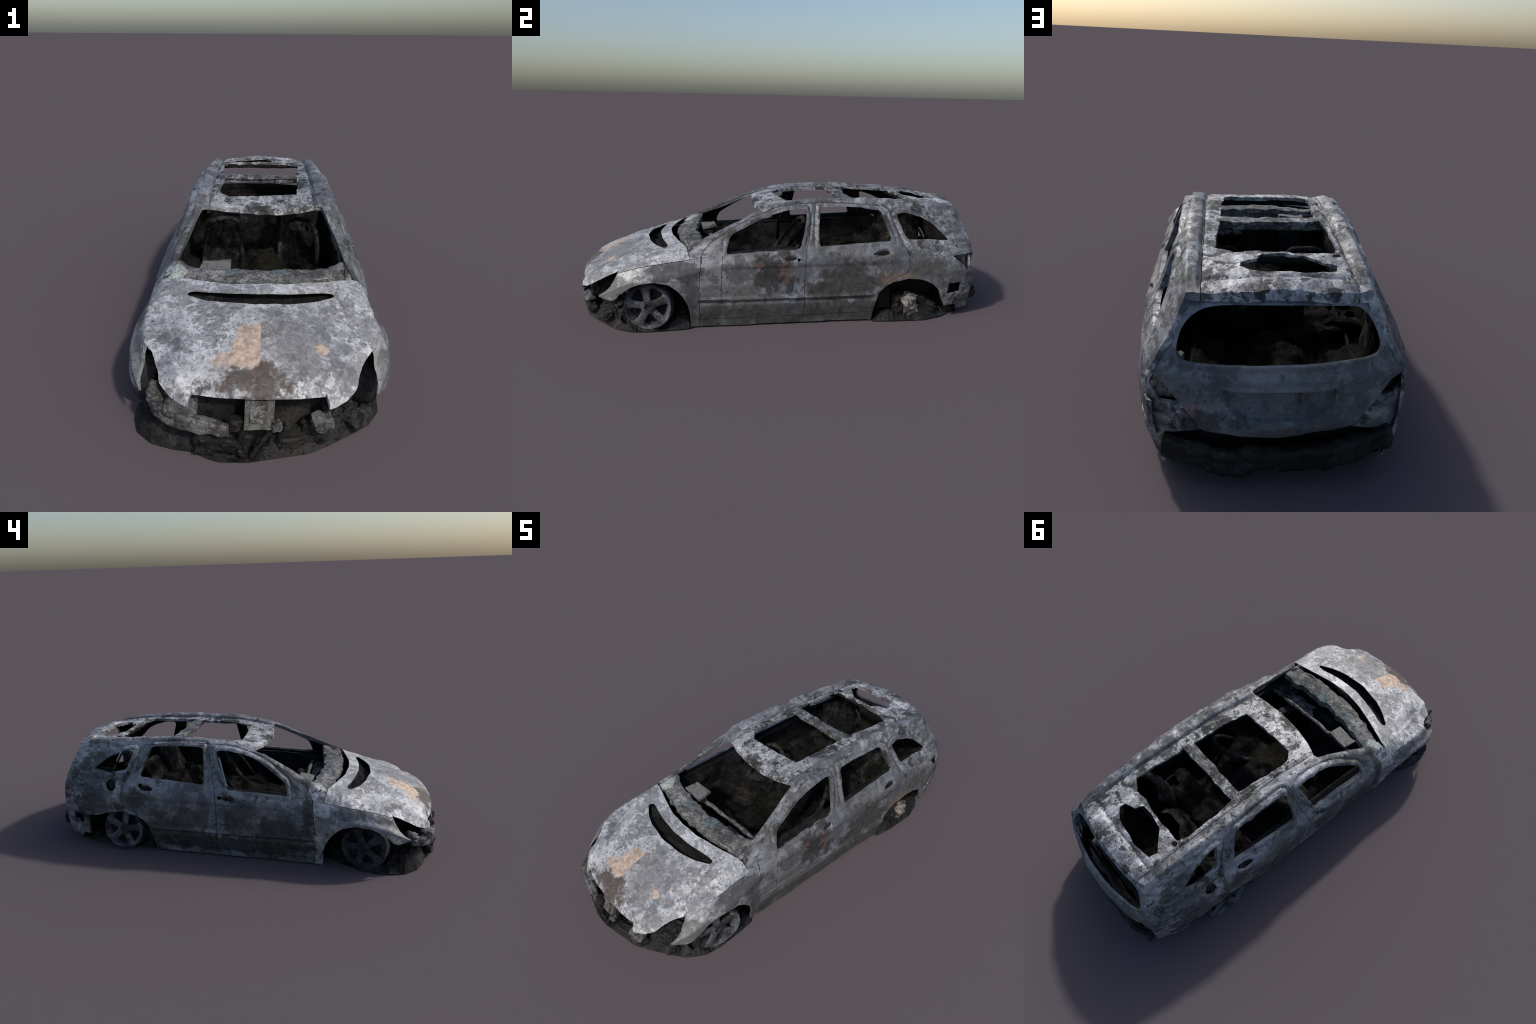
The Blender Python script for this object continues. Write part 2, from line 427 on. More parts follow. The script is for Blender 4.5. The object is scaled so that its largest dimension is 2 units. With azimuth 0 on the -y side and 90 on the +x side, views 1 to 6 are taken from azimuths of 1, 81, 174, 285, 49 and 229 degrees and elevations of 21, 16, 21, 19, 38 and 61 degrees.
R6 = [(-.995, .175, .06), (-.962, .23, .10), (-.93, .32, .115), (-.9, .357, .130), (-.873, .370, .148), (-.85, .380, .158), (-.787, .409, .180), (-.7, .416, .2), (-.636, .419, .205),
      (-.55, .415, .2), (-.484, .407, .2), (-.42, .403, .205), (-.3, .403, .215), (0, .404, .22), (.4, .406, .225), (.55, .406, .222), (.65, .403, .22), (.786, .39, .215), (.86, .372, .21), (.9, .358, .21), (1.02, .305, .2)]
R7 = [(-.995, .17, .04), (-.93, .30, .09), (-.873, .36, .11), (-.787, .402, .12), (-.636, .412, .13), (-.484, .404, .13), (-.42, .403, .13), (0, .406, .132), (.4, .406, .134), (.65, .4, .13), (.786, .387, .13), (.9, .352, .13), (1.02, .30, .13)]
R8 = [(-.995, .16, .0), (-.93, .28, .03), (-.787, .385, .03), (-.484, .388, .006), (-.42, .388, .004), (0, .388, .006), (.4, .386, .006), (.65, .385, .02), (.786, .375, .03), (.9, .335, .035), (1.02, .29, .04)]

def row(R, y):
    R = np.array(R)
    return np.stack([pchip(R[:, 0], R[:, 1], y), pchip(R[:, 0], R[:, 2], y)], -1)

def section_rows(y):
    r0, r2 = row(R0, y), row(R2, y)
    roofy = smooth(-.2, -.05, y)                     # the roof stays flat and low inside its rails
    r1 = np.stack([r2[..., 0] * .58, (r0[..., 1] * .65 + r2[..., 1] * .35) - .004 * roofy], -1)
    r1b = np.stack([r2[..., 0] * .84, (r0[..., 1] * .30 + r2[..., 1] * .70) + .001 - .004 * roofy], -1)
    rows = [r0, r1, r1b, r2, row(R3, y), row(R4, y), row(R5, y), row(R6, y), row(R7, y), row(R8, y)]
    for k, dx in ((3, .002), (4, .002), (5, .0), (6, -.002), (7, .0), (8, .004), (9, .014)):
        rows[k] = rows[k] - np.array([dx, 0]) * smooth(-.9, -.7, y)[..., None]
    return np.stack(rows, -2)

STEPS = [24, 12, 8, 12, 26, 13, 16, 13, 20]

def row_spline(C):
    """Monotone cubic through the control rows of every section."""
    d = np.diff(C, axis=-2)
    m = np.zeros_like(C)
    a, b = d[..., :-1, :], d[..., 1:, :]
    m[..., 1:-1, :] = np.where(a * b > 0, 2 * a * b / np.where(np.abs(a + b) < 1e-9, 1, a + b), 0)
    m[..., 0, :] = d[..., 0, :]; m[..., -1, :] = d[..., -1, :]
    m[..., 0, 1] = 0
    out = []
    for k, n in enumerate(STEPS):
        t = (np.arange(n) / n)[:, None]
        p0, p1 = C[..., k:k + 1, :], C[..., k + 1:k + 2, :]
        m0, m1 = m[..., k:k + 1, :], m[..., k + 1:k + 2, :]
        out.append((1 + 2 * t) * (1 - t) ** 2 * p0 + t * (1 - t) ** 2 * m0 + t * t * (3 - 2 * t) * p1 + t * t * (t - 1) * m1)
    out.append(C[..., -1:, :])
    return np.concatenate(out, -2)

ARCH_F = [(-.885, .168), (-.86, .157), (-.825, .152), (-.80, .163), (-.784, .184), (-.74, .214), (-.696, .231), (-.633, .240), (-.57, .224), (-.535, .197), (-.507, .164), (-.485, .12), (-.476, .084), (-.467, -.05)]
ARCH_R = [(.392, -.05), (.396, .031), (.402, .09), (.416, .15), (.447, .182), (.483, .202), (.554, .218), (.61, .214), (.65, .203), (.69, .182), (.726, .149), (.748, .10), (.765, .072)]
HANDLES = {1: [(-.008, .326, .036), (.430, .342, .046)], -1: [(-.006, .318, .046), (.424, .350, .046)]}

FWIN_R = [(-.309, .346), (-.297, .392), (-.288, .425), (-.245, .447), (-.202, .467), (-.15, .491), (-.093, .511), (-.03, .531), (.042, .541), (.070, .538), (.075, .50), (.062, .43), (.038, .362)]
FWIN_L = [(-.300, .345), (-.294, .385), (-.283, .408), (-.24, .436), (-.198, .466), (-.14, .497), (-.081, .521), (-.02, .535), (.045, .541), (.070, .532), (.055, .47), (.006, .358)]
RWIN_R = [(.138, .548), (.28, .547), (.415, .537), (.444, .51), (.484, .388), (.30, .380), (.125, .371), (.128, .43)]
RWIN_L = [(.136, .551), (.28, .550), (.400, .541), (.415, .53), (.470, .392), (.30, .383), (.122, .374), (.124, .43)]
QWIN_R = [(.510, .508), (.535, .516), (.575, .513), (.638, .494), (.700, .460), (.742, .418), (.785, .381), (.67, .391), (.566, .393), (.545, .42)]
QWIN_L = [(.505, .525), (.525, .525), (.579, .507), (.64, .480), (.690, .450), (.737, .412), (.700, .408), (.66, .400), (.585, .412), (.545, .42), (.53, .46)]

def relief(P):
    x, y, z = P[..., 0], P[..., 1], P[..., 2]
    ax = np.abs(x)
    d = .0028 * fbm(P, 9, 3, 4) + .0010 * fbm(P, 38, 2, 8)
    up = smooth(.44, .52, z)
    d = d + up * (.0024 * fbm(P, 28, 3, 12))
    # recessed roof field between the two rail channels
    roof = smooth(-.12, -.03, y) * smooth(.86, .78, y) * smooth(.50, .53, z)
    d = d - roof * (.006 * smooth(.226, .212, ax))
    d = d - roof * .006 * np.exp(-((ax - .214) / .006) ** 2)
    # rolled wheel-arch lips
    low = smooth(.30, .36, ax)
    for poly in (ARCH_F, ARCH_R):
        d = d + low * .005 * np.exp(-(dist_poly(y, z, poly[2:] if poly is ARCH_F else poly) / .017) ** 2)
    # swage lines on the doors
    door = low * smooth(-.45, -.42, y) * smooth(.42, .36, y)
    d = d + door * (.006 * np.exp(-((z - .142) / .007) ** 2) - .006 * np.exp(-((z - .125) / .008) ** 2))
    sw = .285 + .012 * (y + .4)
    d = d + low * smooth(-.4, -.2, y) * smooth(.60, .45, y) * .0045 * (smooth(sw - .004, sw + .006, z) * smooth(sw + .07, sw + .01, z))
    for s, hs in HANDLES.items():
        for hy, hz, hw in hs:
            e = np.sqrt(((y - hy) / hw) ** 2 + ((z - hz - .10 * (y - hy)) / .017) ** 2)
            d = d - (x * s > 0.3) * .016 * smooth(1.05, .55, e)
    # buckled sheet at the hood's left flank and blistered door skin
    d = d + np.exp(-((y + .66) / .12) ** 2) * np.exp(-((x + .352) / .02) ** 2) * .005 * np.sin(y * 105 + 8 * vnoise(P * 14, 3))
    bl = np.exp(-((y - .22) / .17) ** 2 - ((z - .22) / .09) ** 2) * (x > .3)
    d = d + bl * .004 * np.abs(vnoise(P * 24, 31))
    # folded flanges round the side windows, transverse gutter at the back of the roof
    for s, wins in ((1, (FWIN_R, RWIN_R, QWIN_R)), (-1, (FWIN_L, RWIN_L, QWIN_L))):
        for w in wins:
            dw = dist_poly(y, z, w, True)
            d = d + (x * s > .2) * (.0045 * np.exp(-((dw - .006) / .007) ** 2) - .0050 * np.exp(-((dw - .021) / .005) ** 2) * smooth(.37, .40, z))
    d = d - roof * .007 * np.exp(-((y - .795) / .008) ** 2) * smooth(.22, .19, ax)
    # ridge down the middle of the hood and rolled hood rim
    hood = smooth(-.50, -.56, y)
    d = d + hood * (.0022 * np.exp(-((x - .003) / .004) ** 2))
    d = d + hood * .004 * np.exp(-((ax - np.interp(y, [r[0] for r in R2], [r[1] for r in R2])) / .010) ** 2)
    return d

NY = 345
ys = np.linspace(-.995, 1.01, NY)
half = row_spline(section_rows(ys))                       # NY x U x (x,z)
full = np.concatenate([half[:, ::-1] * [-1, 1], half[:, 1:]], 1)
BASE = np.concatenate([full[..., :1], np.broadcast_to(ys[:, None, None], full.shape[:2] + (1,)), full[..., 1:]], -1)
tu = np.gradient(BASE, axis=1); tv = np.gradient(BASE, axis=0)
NRM = np.cross(tv, tu)
NRM /= np.linalg.norm(NRM, axis=-1, keepdims=True) + 1e-12
mid = BASE.shape[1] // 2
if NRM[NY // 2, mid, 2] < 0:
    NRM = -NRM
OUTER = BASE + NRM * relief(BASE)[..., None]
thick = .010 - .005 * smooth(-.44, -.50, BASE[..., 1]) + .010 * smooth(.37, .47, BASE[..., 2]) + .004 * fbm(BASE, 12, 2, 40) * smooth(.37, .47, BASE[..., 2])
thick = thick - .002 * smooth(.24, .20, np.abs(BASE[..., 0])) * smooth(.50, .53, BASE[..., 2])
INNER = BASE - NRM * thick[..., None]

def body_half(y, z):
    """Half width of the body at a given station and height."""
    c = row_spline(section_rows(np.array([y])))[0]
    return float(np.interp(-z, -c[30:, 1], c[30:, 0]))

def shell_mesh(A, B, name):
    n, m = A.shape[:2]
    V = np.concatenate([A.reshape(-1, 3), B.reshape(-1, 3)])
    o = n * m
    i, j = np.meshgrid(np.arange(n - 1), np.arange(m - 1), indexing='ij')
    a = (i * m + j).ravel(); b = a + 1; c = a + m + 1; d = a + m
    F = [np.stack([a, b, c, d], 1), np.stack([d, c, b, a], 1) + o]
    e = np.arange(n - 1) * m
    F.append(np.stack([e, e + m, e + m + o, e + o], 1))
    e = e + m - 1
    F.append(np.stack([e + m, e, e + o, e + m + o], 1))
    e = np.arange(m - 1)
    F.append(np.stack([e + 1, e, e + o, e + 1 + o], 1))
    e = e + (n - 1) * m
    F.append(np.stack([e, e + 1, e + 1 + o, e + o], 1))
    n_out = len(F[0]); n_in = len(F[1])
    me = mesh_from(V, np.concatenate(F).tolist(), name)
    idx = np.zeros(len(me.polygons), np.int32)
    idx[n_out:n_out + n_in] = 1
    fix_normals(me)
    return me, idx

me, idx = shell_mesh(OUTER, INNER, 'shell')
shell = link(me, 'shell', [M_SIDE, M_SOOT])
me.polygons.foreach_set('material_index', idx)

# rear face of the car, y as a function of (x, z)
YC = [(-.1, .96), (0, .968), (.12, .982), (.2, .987), (.3, .982), (.36, .965), (.42, .932), (.5, .890), (.548, .868), (.75, .76)]
def rear_y(x, z):
    a = np.array(YC)
    return pchip(a[:, 0], a[:, 1], z) - .62 * x * x

def rear_cutter():
    xs = np.linspace(-.6, .6, 60); zs = np.linspace(-.1, .75, 60)
    X, Z = np.meshgrid(xs, zs, indexing='ij')
    A = np.stack([X, rear_y(X, Z) + .003, Z], -1)
    B = A.copy(); B[..., 1] = 1.6
    me, _ = shell_mesh(A, B, 'rear')
    bm = bmesh.new(); bm.from_mesh(me); bmesh.ops.triangulate(bm, faces=bm.faces); bm.to_mesh(me); bm.free()
    return me
boolean(shell, rear_cutter())

def sides(poly, r=1, l=1, lo=.12, hi=.7):
    out = []
    if r:
        out.append(prism(poly, 'x', lo, hi))
    if l:
        out.append(prism(poly, 'x', -hi, -lo))
    return out

# wheel arches, headlamp mouths, nose and tail ends
arch_f = ARCH_F + [(-1.2, -.05), (-1.2, .125), (-.91, .15)]
LAMP = [(-.788, .276), (-.804, .243), (-.826, .207), (-.85, .185), (-.884, .162), (-.94, .1), (-1.2, .0), (-1.2, .168), (-.968, .168), (-.94, .182), (-.909, .203), (-.874, .223), (-.824, .253)]
boolean(shell, cutter(sides(arch_f)))
boolean(shell, cutter(sides(LAMP)))
boolean(shell, cutter(sides(ARCH_R + [(.772, .060), (.80, .064), (.84, .06), (.85, .03), (.86, -.05)], 1, 0)
                      + sides(ARCH_R[:9] + [(.70, .186), (.742, .180), (.765, .176), (.772, .10), (.775, .062), (.83, .055), (.86, -.05)], 0, 1)))
# front edge of the hood, seen from above: flat lip between two hanging horns
nose = [(-.6, -1.3), (.6, -1.3), (.6, -.958), (.235, -.958), (.208, -.967), (.196, -.950), (.193, -.958), (.12, -.970), (0, -.977), (-.12, -.970), (-.193, -.958), (-.196, -.950), (-.208, -.967), (-.235, -.958), (-.6, -.958)]
boolean(shell, cutter([prism(nose, 'z', -.1, .5)]))
boolean(shell, cutter([prism([(-.195, -.1), (.195, -.1), (.195, .205), (-.195, .205)], 'y', -1.2, -.92)]))

# windows
for w in ((FWIN_R, RWIN_R, QWIN_R, 1), (FWIN_L, RWIN_L, QWIN_L, 0)):
    boolean(shell, cutter([sides(chaikin(ragged(p, .0015, .03, 5 + k), 2), w[3], 1 - w[3], .15)[0] for k, p in enumerate(w[:3])]))

# windscreen, hood gap, roof openings (plan outlines)
WIND = [(-.345, -.478), (-.2, -.520), (-.1, -.545), (0, -.553), (.1, -.545), (.2, -.520), (.345, -.478), (.324, -.462), (.305, -.395), (.285, -.30), (.262, -.20), (.241, -.108), (.225, -.104),
        (.15, -.126), (.06, -.140), (0, -.142), (-.06, -.140), (-.15, -.126), (-.225, -.104), (-.241, -.108), (-.262, -.20), (-.285, -.30), (-.305, -.395), (-.324, -.462)]
boolean(shell, cutter([prism(WIND, 'z', .30, .9)]))
SUN1 = [(.148, .0), (0, -.014), (-.139, -.022), (-.178, .02), (-.185, .05), (-.168, .291), (.163, .294)]
SUN2 = [(.166, .348), (-.183, .338), (-.203, .58), (-.180, .625), (-.08, .634), (.124, .624), (.178, .600)]
HOLE = [(.106, .732), (.104, .704), (.056, .684), (.038, .646), (-.02, .644), (-.082, .650), (-.174, .720), (-.166, .760), (-.075, .773), (.062, .760)]
VENT = [(-.250, -.576), (-.246, -.592), (-.19, -.624), (-.12, -.650), (0, -.667), (.12, -.650), (.19, -.624), (.248, -.590), (.253, -.576), (.235, -.568), (.18, -.580), (.10, -.596), (0, -.604), (-.10, -.596), (-.18, -.580), (-.235, -.566)]
boolean(shell, cutter([prism(ragged(SUN1, .004, .014, 1), 'z', .42, .9), prism(ragged(SUN2, .005, .014, 2), 'z', .42, .9),
                       prism(ragged(HOLE, .003, .012, 3), 'z', .42, .9), prism(chaikin(ragged(VENT, .0015, .03, 4), 1), 'z', .25, .9)]))

# side openings: fuel filler, tail lamps, bumper brackets, handle bolt holes
circ = lambda cy, cz, r, k=1.0, n=20: [(cy + r * math.cos(t * 2 * math.pi / n), cz + k * r * math.sin(t * 2 * math.pi / n)) for t in range(n)]
TLAMP_R = [(.786, .317), (.85, .322), (1.0, .328), (1.0, .236), (.882, .236), (.84, .272)]
TLAMP_L = [(.80, .309), (.85, .312), (1.0, .316), (1.0, .244), (.905, .244), (.87, .262), (.84, .276)]
REFL = [(.776, .181), (.846, .183), (.846, .128), (.768, .126)]
REFL_L = [(.795, .180), (.86, .176), (.86, .128), (.80, .122)]
boolean(shell, cutter(sides(circ(.619, .348, .027, 1.05), 0, 1) + sides(ragged(REFL, .002, .02, 15), 1, 0) + sides(ragged(REFL_L, .004, .02, 14), 0, 1) + sides(TLAMP_R, 1, 0)
                      + sides(circ(.026, .319, .008), 1, 0) + sides(circ(.034, .325, .010), 0, 1) + sides(circ(.388, .339, .006), 1, 0)
                      + sides(circ(.458, .356, .010), 0, 1)))

# panel gaps
G = .0024
DOORTOP = [(-.4205, .31), (-.421, .335), (-.408, .362), (-.375, .395), (-.338, .415), (-.284, .448), (-.236, .472), (-.18, .498), (-.127, .519), (-.08, .536), (-.035, .549), (.03, .5585), (.092, .563), (.223, .563), (.35, .556), (.44, .546), (.468, .535), (.495, .48), (.531, .39), (.556, .33), (.567, .285), (.556, .258), (.535, .238), (.48, .216), (.455, .200), (.445, .165), (.44, .14)]
for poly, lo in (([(-.80, .262), (-.787, .270), (-.74, .2855), (-.70, .2955), (-.615, .309), (-.484, .325), (-.42, .3335), (-.40, .336)], .2),
                 ([(-.4945, .42), (-.484, .37), (-.470, .325)], .2),
                 ([(-.422, .34), (-.430, .26), (-.434, .19), (-.432, .08), (-.430, -.05)], .2),
                 (DOORTOP[:-1], .2),
                 ([(.104, .563), (.095, .50), (.080, .40), (.060, .35), (.053, .30), (.054, .20), (.060, .0), (.061, -.05)], .2),
                 ([(-.4325, .0405), (-.2, .042), (.1, .045), (.42, .050)], .2)):
    boolean(shell, cutter(sides(strip(poly, G), 1, 1, lo)))
boolean(shell, cutter(sides(strip([(-.326, .338), (-.330, .28), (-.334, .20), (-.333, .12)], .0018), 1, 0, .2)))
for s in (1, -1):
    boolean(shell, cutter([prism(strip([(s * .2135, -.20), (s * .2135, .3), (s * .2125, .9)], .002), 'z', .40, .9)]))

# split into loose panels
bm = bmesh.new(); bm.from_mesh(shell.data)
bm.verts.ensure_lookup_table()
tag = np.full(len(bm.verts), -1)
groups = []
for v in bm.verts:
    if tag[v.index] >= 0:
        continue
    g = len(groups); st = [v]; tag[v.index] = g; mem = []
    while st:
        a = st.pop(); mem.append(a.index)
        for e in a.link_edges:
            b = e.other_vert(a)
            if tag[b.index] < 0:
                tag[b.index] = g; st.append(b)
    groups.append(mem)
bm.free()
me = shell.data
co = np.empty(len(me.vertices) * 3); me.vertices.foreach_get('co', co); co = co.reshape(-1, 3)
faces = [list(p.vertices) for p in me.polygons]
fmat = np.empty(len(me.polygons), np.int32); me.polygons.foreach_get('material_index', fmat)
fgrp = np.array([tag[f[0]] for f in faces])

root = bpy.data.objects.new('burnt_car', None)
COLL.objects.link(root)
root['label'] = 'burnt-out estate car shell with stripped scorched grey metal'
root['category'] = 'burnt car'
def child(ob, parent=None):
    ob.parent = parent or root
    return ob

PROBES = [('hood', (0, -.75, .34), M_HOOD), ('front_fender', (.41, -.50, .27), M_FENDER), ('front_fender', (-.41, -.50, .27), M_FENDER),
          ('front_door', (.40, -.2, .24), M_SIDE), ('front_door', (-.40, -.2, .24), M_SIDE), ('rear_door', (.40, .25, .24), M_SIDE), ('rear_door', (-.40, .25, .24), M_SIDE),
          ('side_frame', (.385, .70, .27), M_PILLAR), ('side_frame', (-.385, .70, .27), M_PILLAR), ('roof', (0, .32, .56), M_ROOF),
          ('rocker_panel', (.39, -.2, .02), M_SIDE), ('rocker_panel', (-.39, -.2, .02), M_SIDE), ('rocker_panel', (.39, .2, .02), M_SIDE), ('rocker_panel', (-.39, .2, .02), M_SIDE)]
used = {}
for name, p, mat in PROBES:
    order = np.argsort(((co - np.array(p)) ** 2).sum(1))
    g = next(tag[i] for i in order[:4000] if len(groups[tag[i]]) > 300)
    if g in used:
        print('probe clash', name, p, used[g]); continue
    used[g] = name
    sel = np.where(fgrp == g)[0]
    vid = np.array(sorted(groups[g])); remap = {v: k for k, v in enumerate(vid)}
    pm = mesh_from(co[vid], [[remap[v] for v in faces[f]] for f in sel], name)
    ob = link(pm, name, [mat, M_SOOT])
    pm.polygons.foreach_set('material_index', np.clip(fmat[sel], 0, 1))
    shade(ob)
    child(ob)
big = [(g, len(m), co[m].mean(0).round(2)) for g, m in enumerate(groups) if g not in used and len(m) > 60]
print('LOOSE', len(groups), 'unnamed big', big)
bpy.data.objects.remove(shell)

# ------------------------------------------------------------------ tailgate and rear panel
def rear_panel(name, keep, holes, inset, mat, thick=.012):
    xs = np.linspace(-.37, .37, 150); zs = np.linspace(.05, .60, 115)
    X, Z = np.meshgrid(xs, zs, indexing='ij')
    Y = rear_y(X, Z) - inset(X, Z)
    A = np.stack([X, Y, Z], -1)
    A[..., 1] += .0022 * fbm(A, 12, 3, 77)
    B = A.copy(); B[..., 1] -= thick
    me, idx = shell_mesh(A, B, name)
    ob = link(me, name, [mat, M_SOOT])
    me.polygons.foreach_set('material_index', idx)
    boolean(ob, cutter([prism(keep, 'y', .6, 1.2)]), 'INTERSECT')
    for h in holes:
        boolean(ob, cutter([prism(h, 'y', .6, 1.2)]))
    shade(ob)
    return child(ob)

edge = [(z, body_half(float(rear_y(.33, z)), z) - .006) for z in np.linspace(.50, .33, 10)]
GATE = [(0, .536), (.12, .534), (.20, .524)] + [(min(x, .29 + (.5 - z) * .5), z) for z, x in edge] + [(.338, .314), (.300, .293), (.262, .243), (.202, .168), (.10, .163), (0, .161)]
GATE = GATE + [(-x, z + (.010 if z < .17 else 0)) for x, z in GATE[-2:0:-1]]
RWINDOW = [(-.185, .498), (0, .503), (.134, .501), (.200, .491), (.235, .471), (.262, .437), (.275, .390), (.270, .366), (.245, .358), (.12, .362), (0, .365), (-.13, .366), (-.250, .369), (-.273, .385), (-.267, .42), (-.244, .463), (-.22, .488)]
PLATE = [(.150, .297), (-.147, .295), (-.143, .252), (-.118, .224), (-.080, .208), (0, .203), (.092, .209), (.122, .224), (.138, .252)]
def gate_inset(X, Z):
    d = dist_poly(X, Z, PLATE, True)
    inside = np.zeros(X.shape, bool)
    n = len(PLATE)
    for i in range(n):
        (x1, z1), (x2, z2) = PLATE[i], PLATE[(i + 1) % n]
        c = ((z1 > Z) != (z2 > Z)) & (X < (x2 - x1) * (Z - z1) / (z2 - z1 + 1e-12) + x1)
        inside ^= c
    sd = np.where(inside, -d, d)
    v = .020 * smooth(.003, -.006, sd)
    v = v - .006 * np.exp(-((Z - .303) / .006) ** 2) * smooth(.16, .14, np.abs(X))     # grip ledge
    v = v - .006 * np.exp(-(dist_poly(X, Z, RWINDOW, True) / .012) ** 2)                # window rim
    v = v + .010 * smooth(.482, .520, Z)                                                 # tucked under the roof lip
    v = v + .008 * np.exp(-((X + .051) / .004) ** 2) * smooth(.242, .25, Z) * smooth(.292, .285, Z)   # slot
    v = v + .009 * np.exp(-((X + .001) / .006) ** 2) * smooth(.31, .318, Z) * smooth(.342, .335, Z)   # latch hole
    v = v - .004 * smooth(.345, .325, Z) * smooth(.30, .33, Z)                            # waist line
    return v
slot = [(-.053, .290), (-.050, .290), (-.050, .244), (-.053, .244)]
latch = [(-.006, .334), (.004, .336), (.003, .312), (-.004, .311)]
rear_panel('tailgate', GATE, [chaikin(RWINDOW, 2)], gate_inset, M_GATE)
def corner(s):
    bot = [(.203, .150), (.262, .226), (.290, .252)]
    lamp = [(.338, .308), (.304, .284), (.264, .234), (.318, .232), (.347, .28)]
    keep = [(.206, .162), (.262, .236), (.304, .289), (.342, .313), (.352, .30), (.356, .24), (.357, .12), (.30, .132), (.25, .148)]
    flip = lambda P: [(s * x, z) for x, z in P]
    ob = rear_panel('rear_corner_panel', flip(keep), [flip(ragged(lamp, .003, .02, 8))] if s > 0 else [flip(ragged([(.335, .306), (.304, .284), (.280, .252), (.318, .248), (.347, .28)], .003, .02, 9))],
                    lambda X, Z: .014 + 0 * X, M_PILLAR)
    return ob
corner(1); corner(-1)

# ------------------------------------------------------------------ lumps, mounds, tubes
def lump(name, centre, size, rot=(0, 0, 0), mat=M_CHAR, amp=.12, freq=3.0, seed=1, n=14, power=5, parent=None, taper=0):
    n = max(5, n // 2)
    """Rounded box crumpled by noise."""
    bm = bmesh.new()
    bmesh.ops.create_cube(bm, size=2)
    bmesh.ops.subdivide_edges(bm, edges=bm.edges, cuts=n, use_grid_fill=True)
    V = np.array([v.co[:] for v in bm.verts])
    r = (np.abs(V) ** power).sum(1) ** (1 / power)
    V = V / r[:, None]
    N = V / np.linalg.norm(V, axis=1, keepdims=True)
    S = np.array(size) / 2
    d = fbm(V * S / S.max(), freq * .6, 3, seed)
    cell = np.floor(vnoise(V * freq * .9 + 3, seed + 60) * 4) / 4
    W = V * S + N * ((d + .5 * cell) * amp * S.min() * 1.6)[:, None]
    if taper:
        W[:, :2] *= (1 - taper * (V[:, 2:3] + 1) / 2)
    M = np.array(Matrix.Rotation(rot[2], 3, 'Z') @ Matrix.Rotation(rot[1], 3, 'Y') @ Matrix.Rotation(rot[0], 3, 'X'))
    W = W @ M.T + np.array(centre)
    W[:, 2] = np.maximum(W[:, 2], .001)
    for v, w in zip(bm.verts, W):
        v.co = w
    me = bpy.data.meshes.new(name); bm.to_mesh(me); bm.free()
    ob = link(me, name, [mat]); shade(ob, 24)
    return child(ob, parent)

def in_poly(X, Y, poly):
    c = np.zeros(X.shape, bool)
    for (x1, y1), (x2, y2) in zip(poly, poly[1:] + poly[:1]):
        c ^= ((y1 > Y) != (y2 > Y)) & (X < (x2 - x1) * (Y - y1) / (y2 - y1 + 1e-12) + x1)
    return c

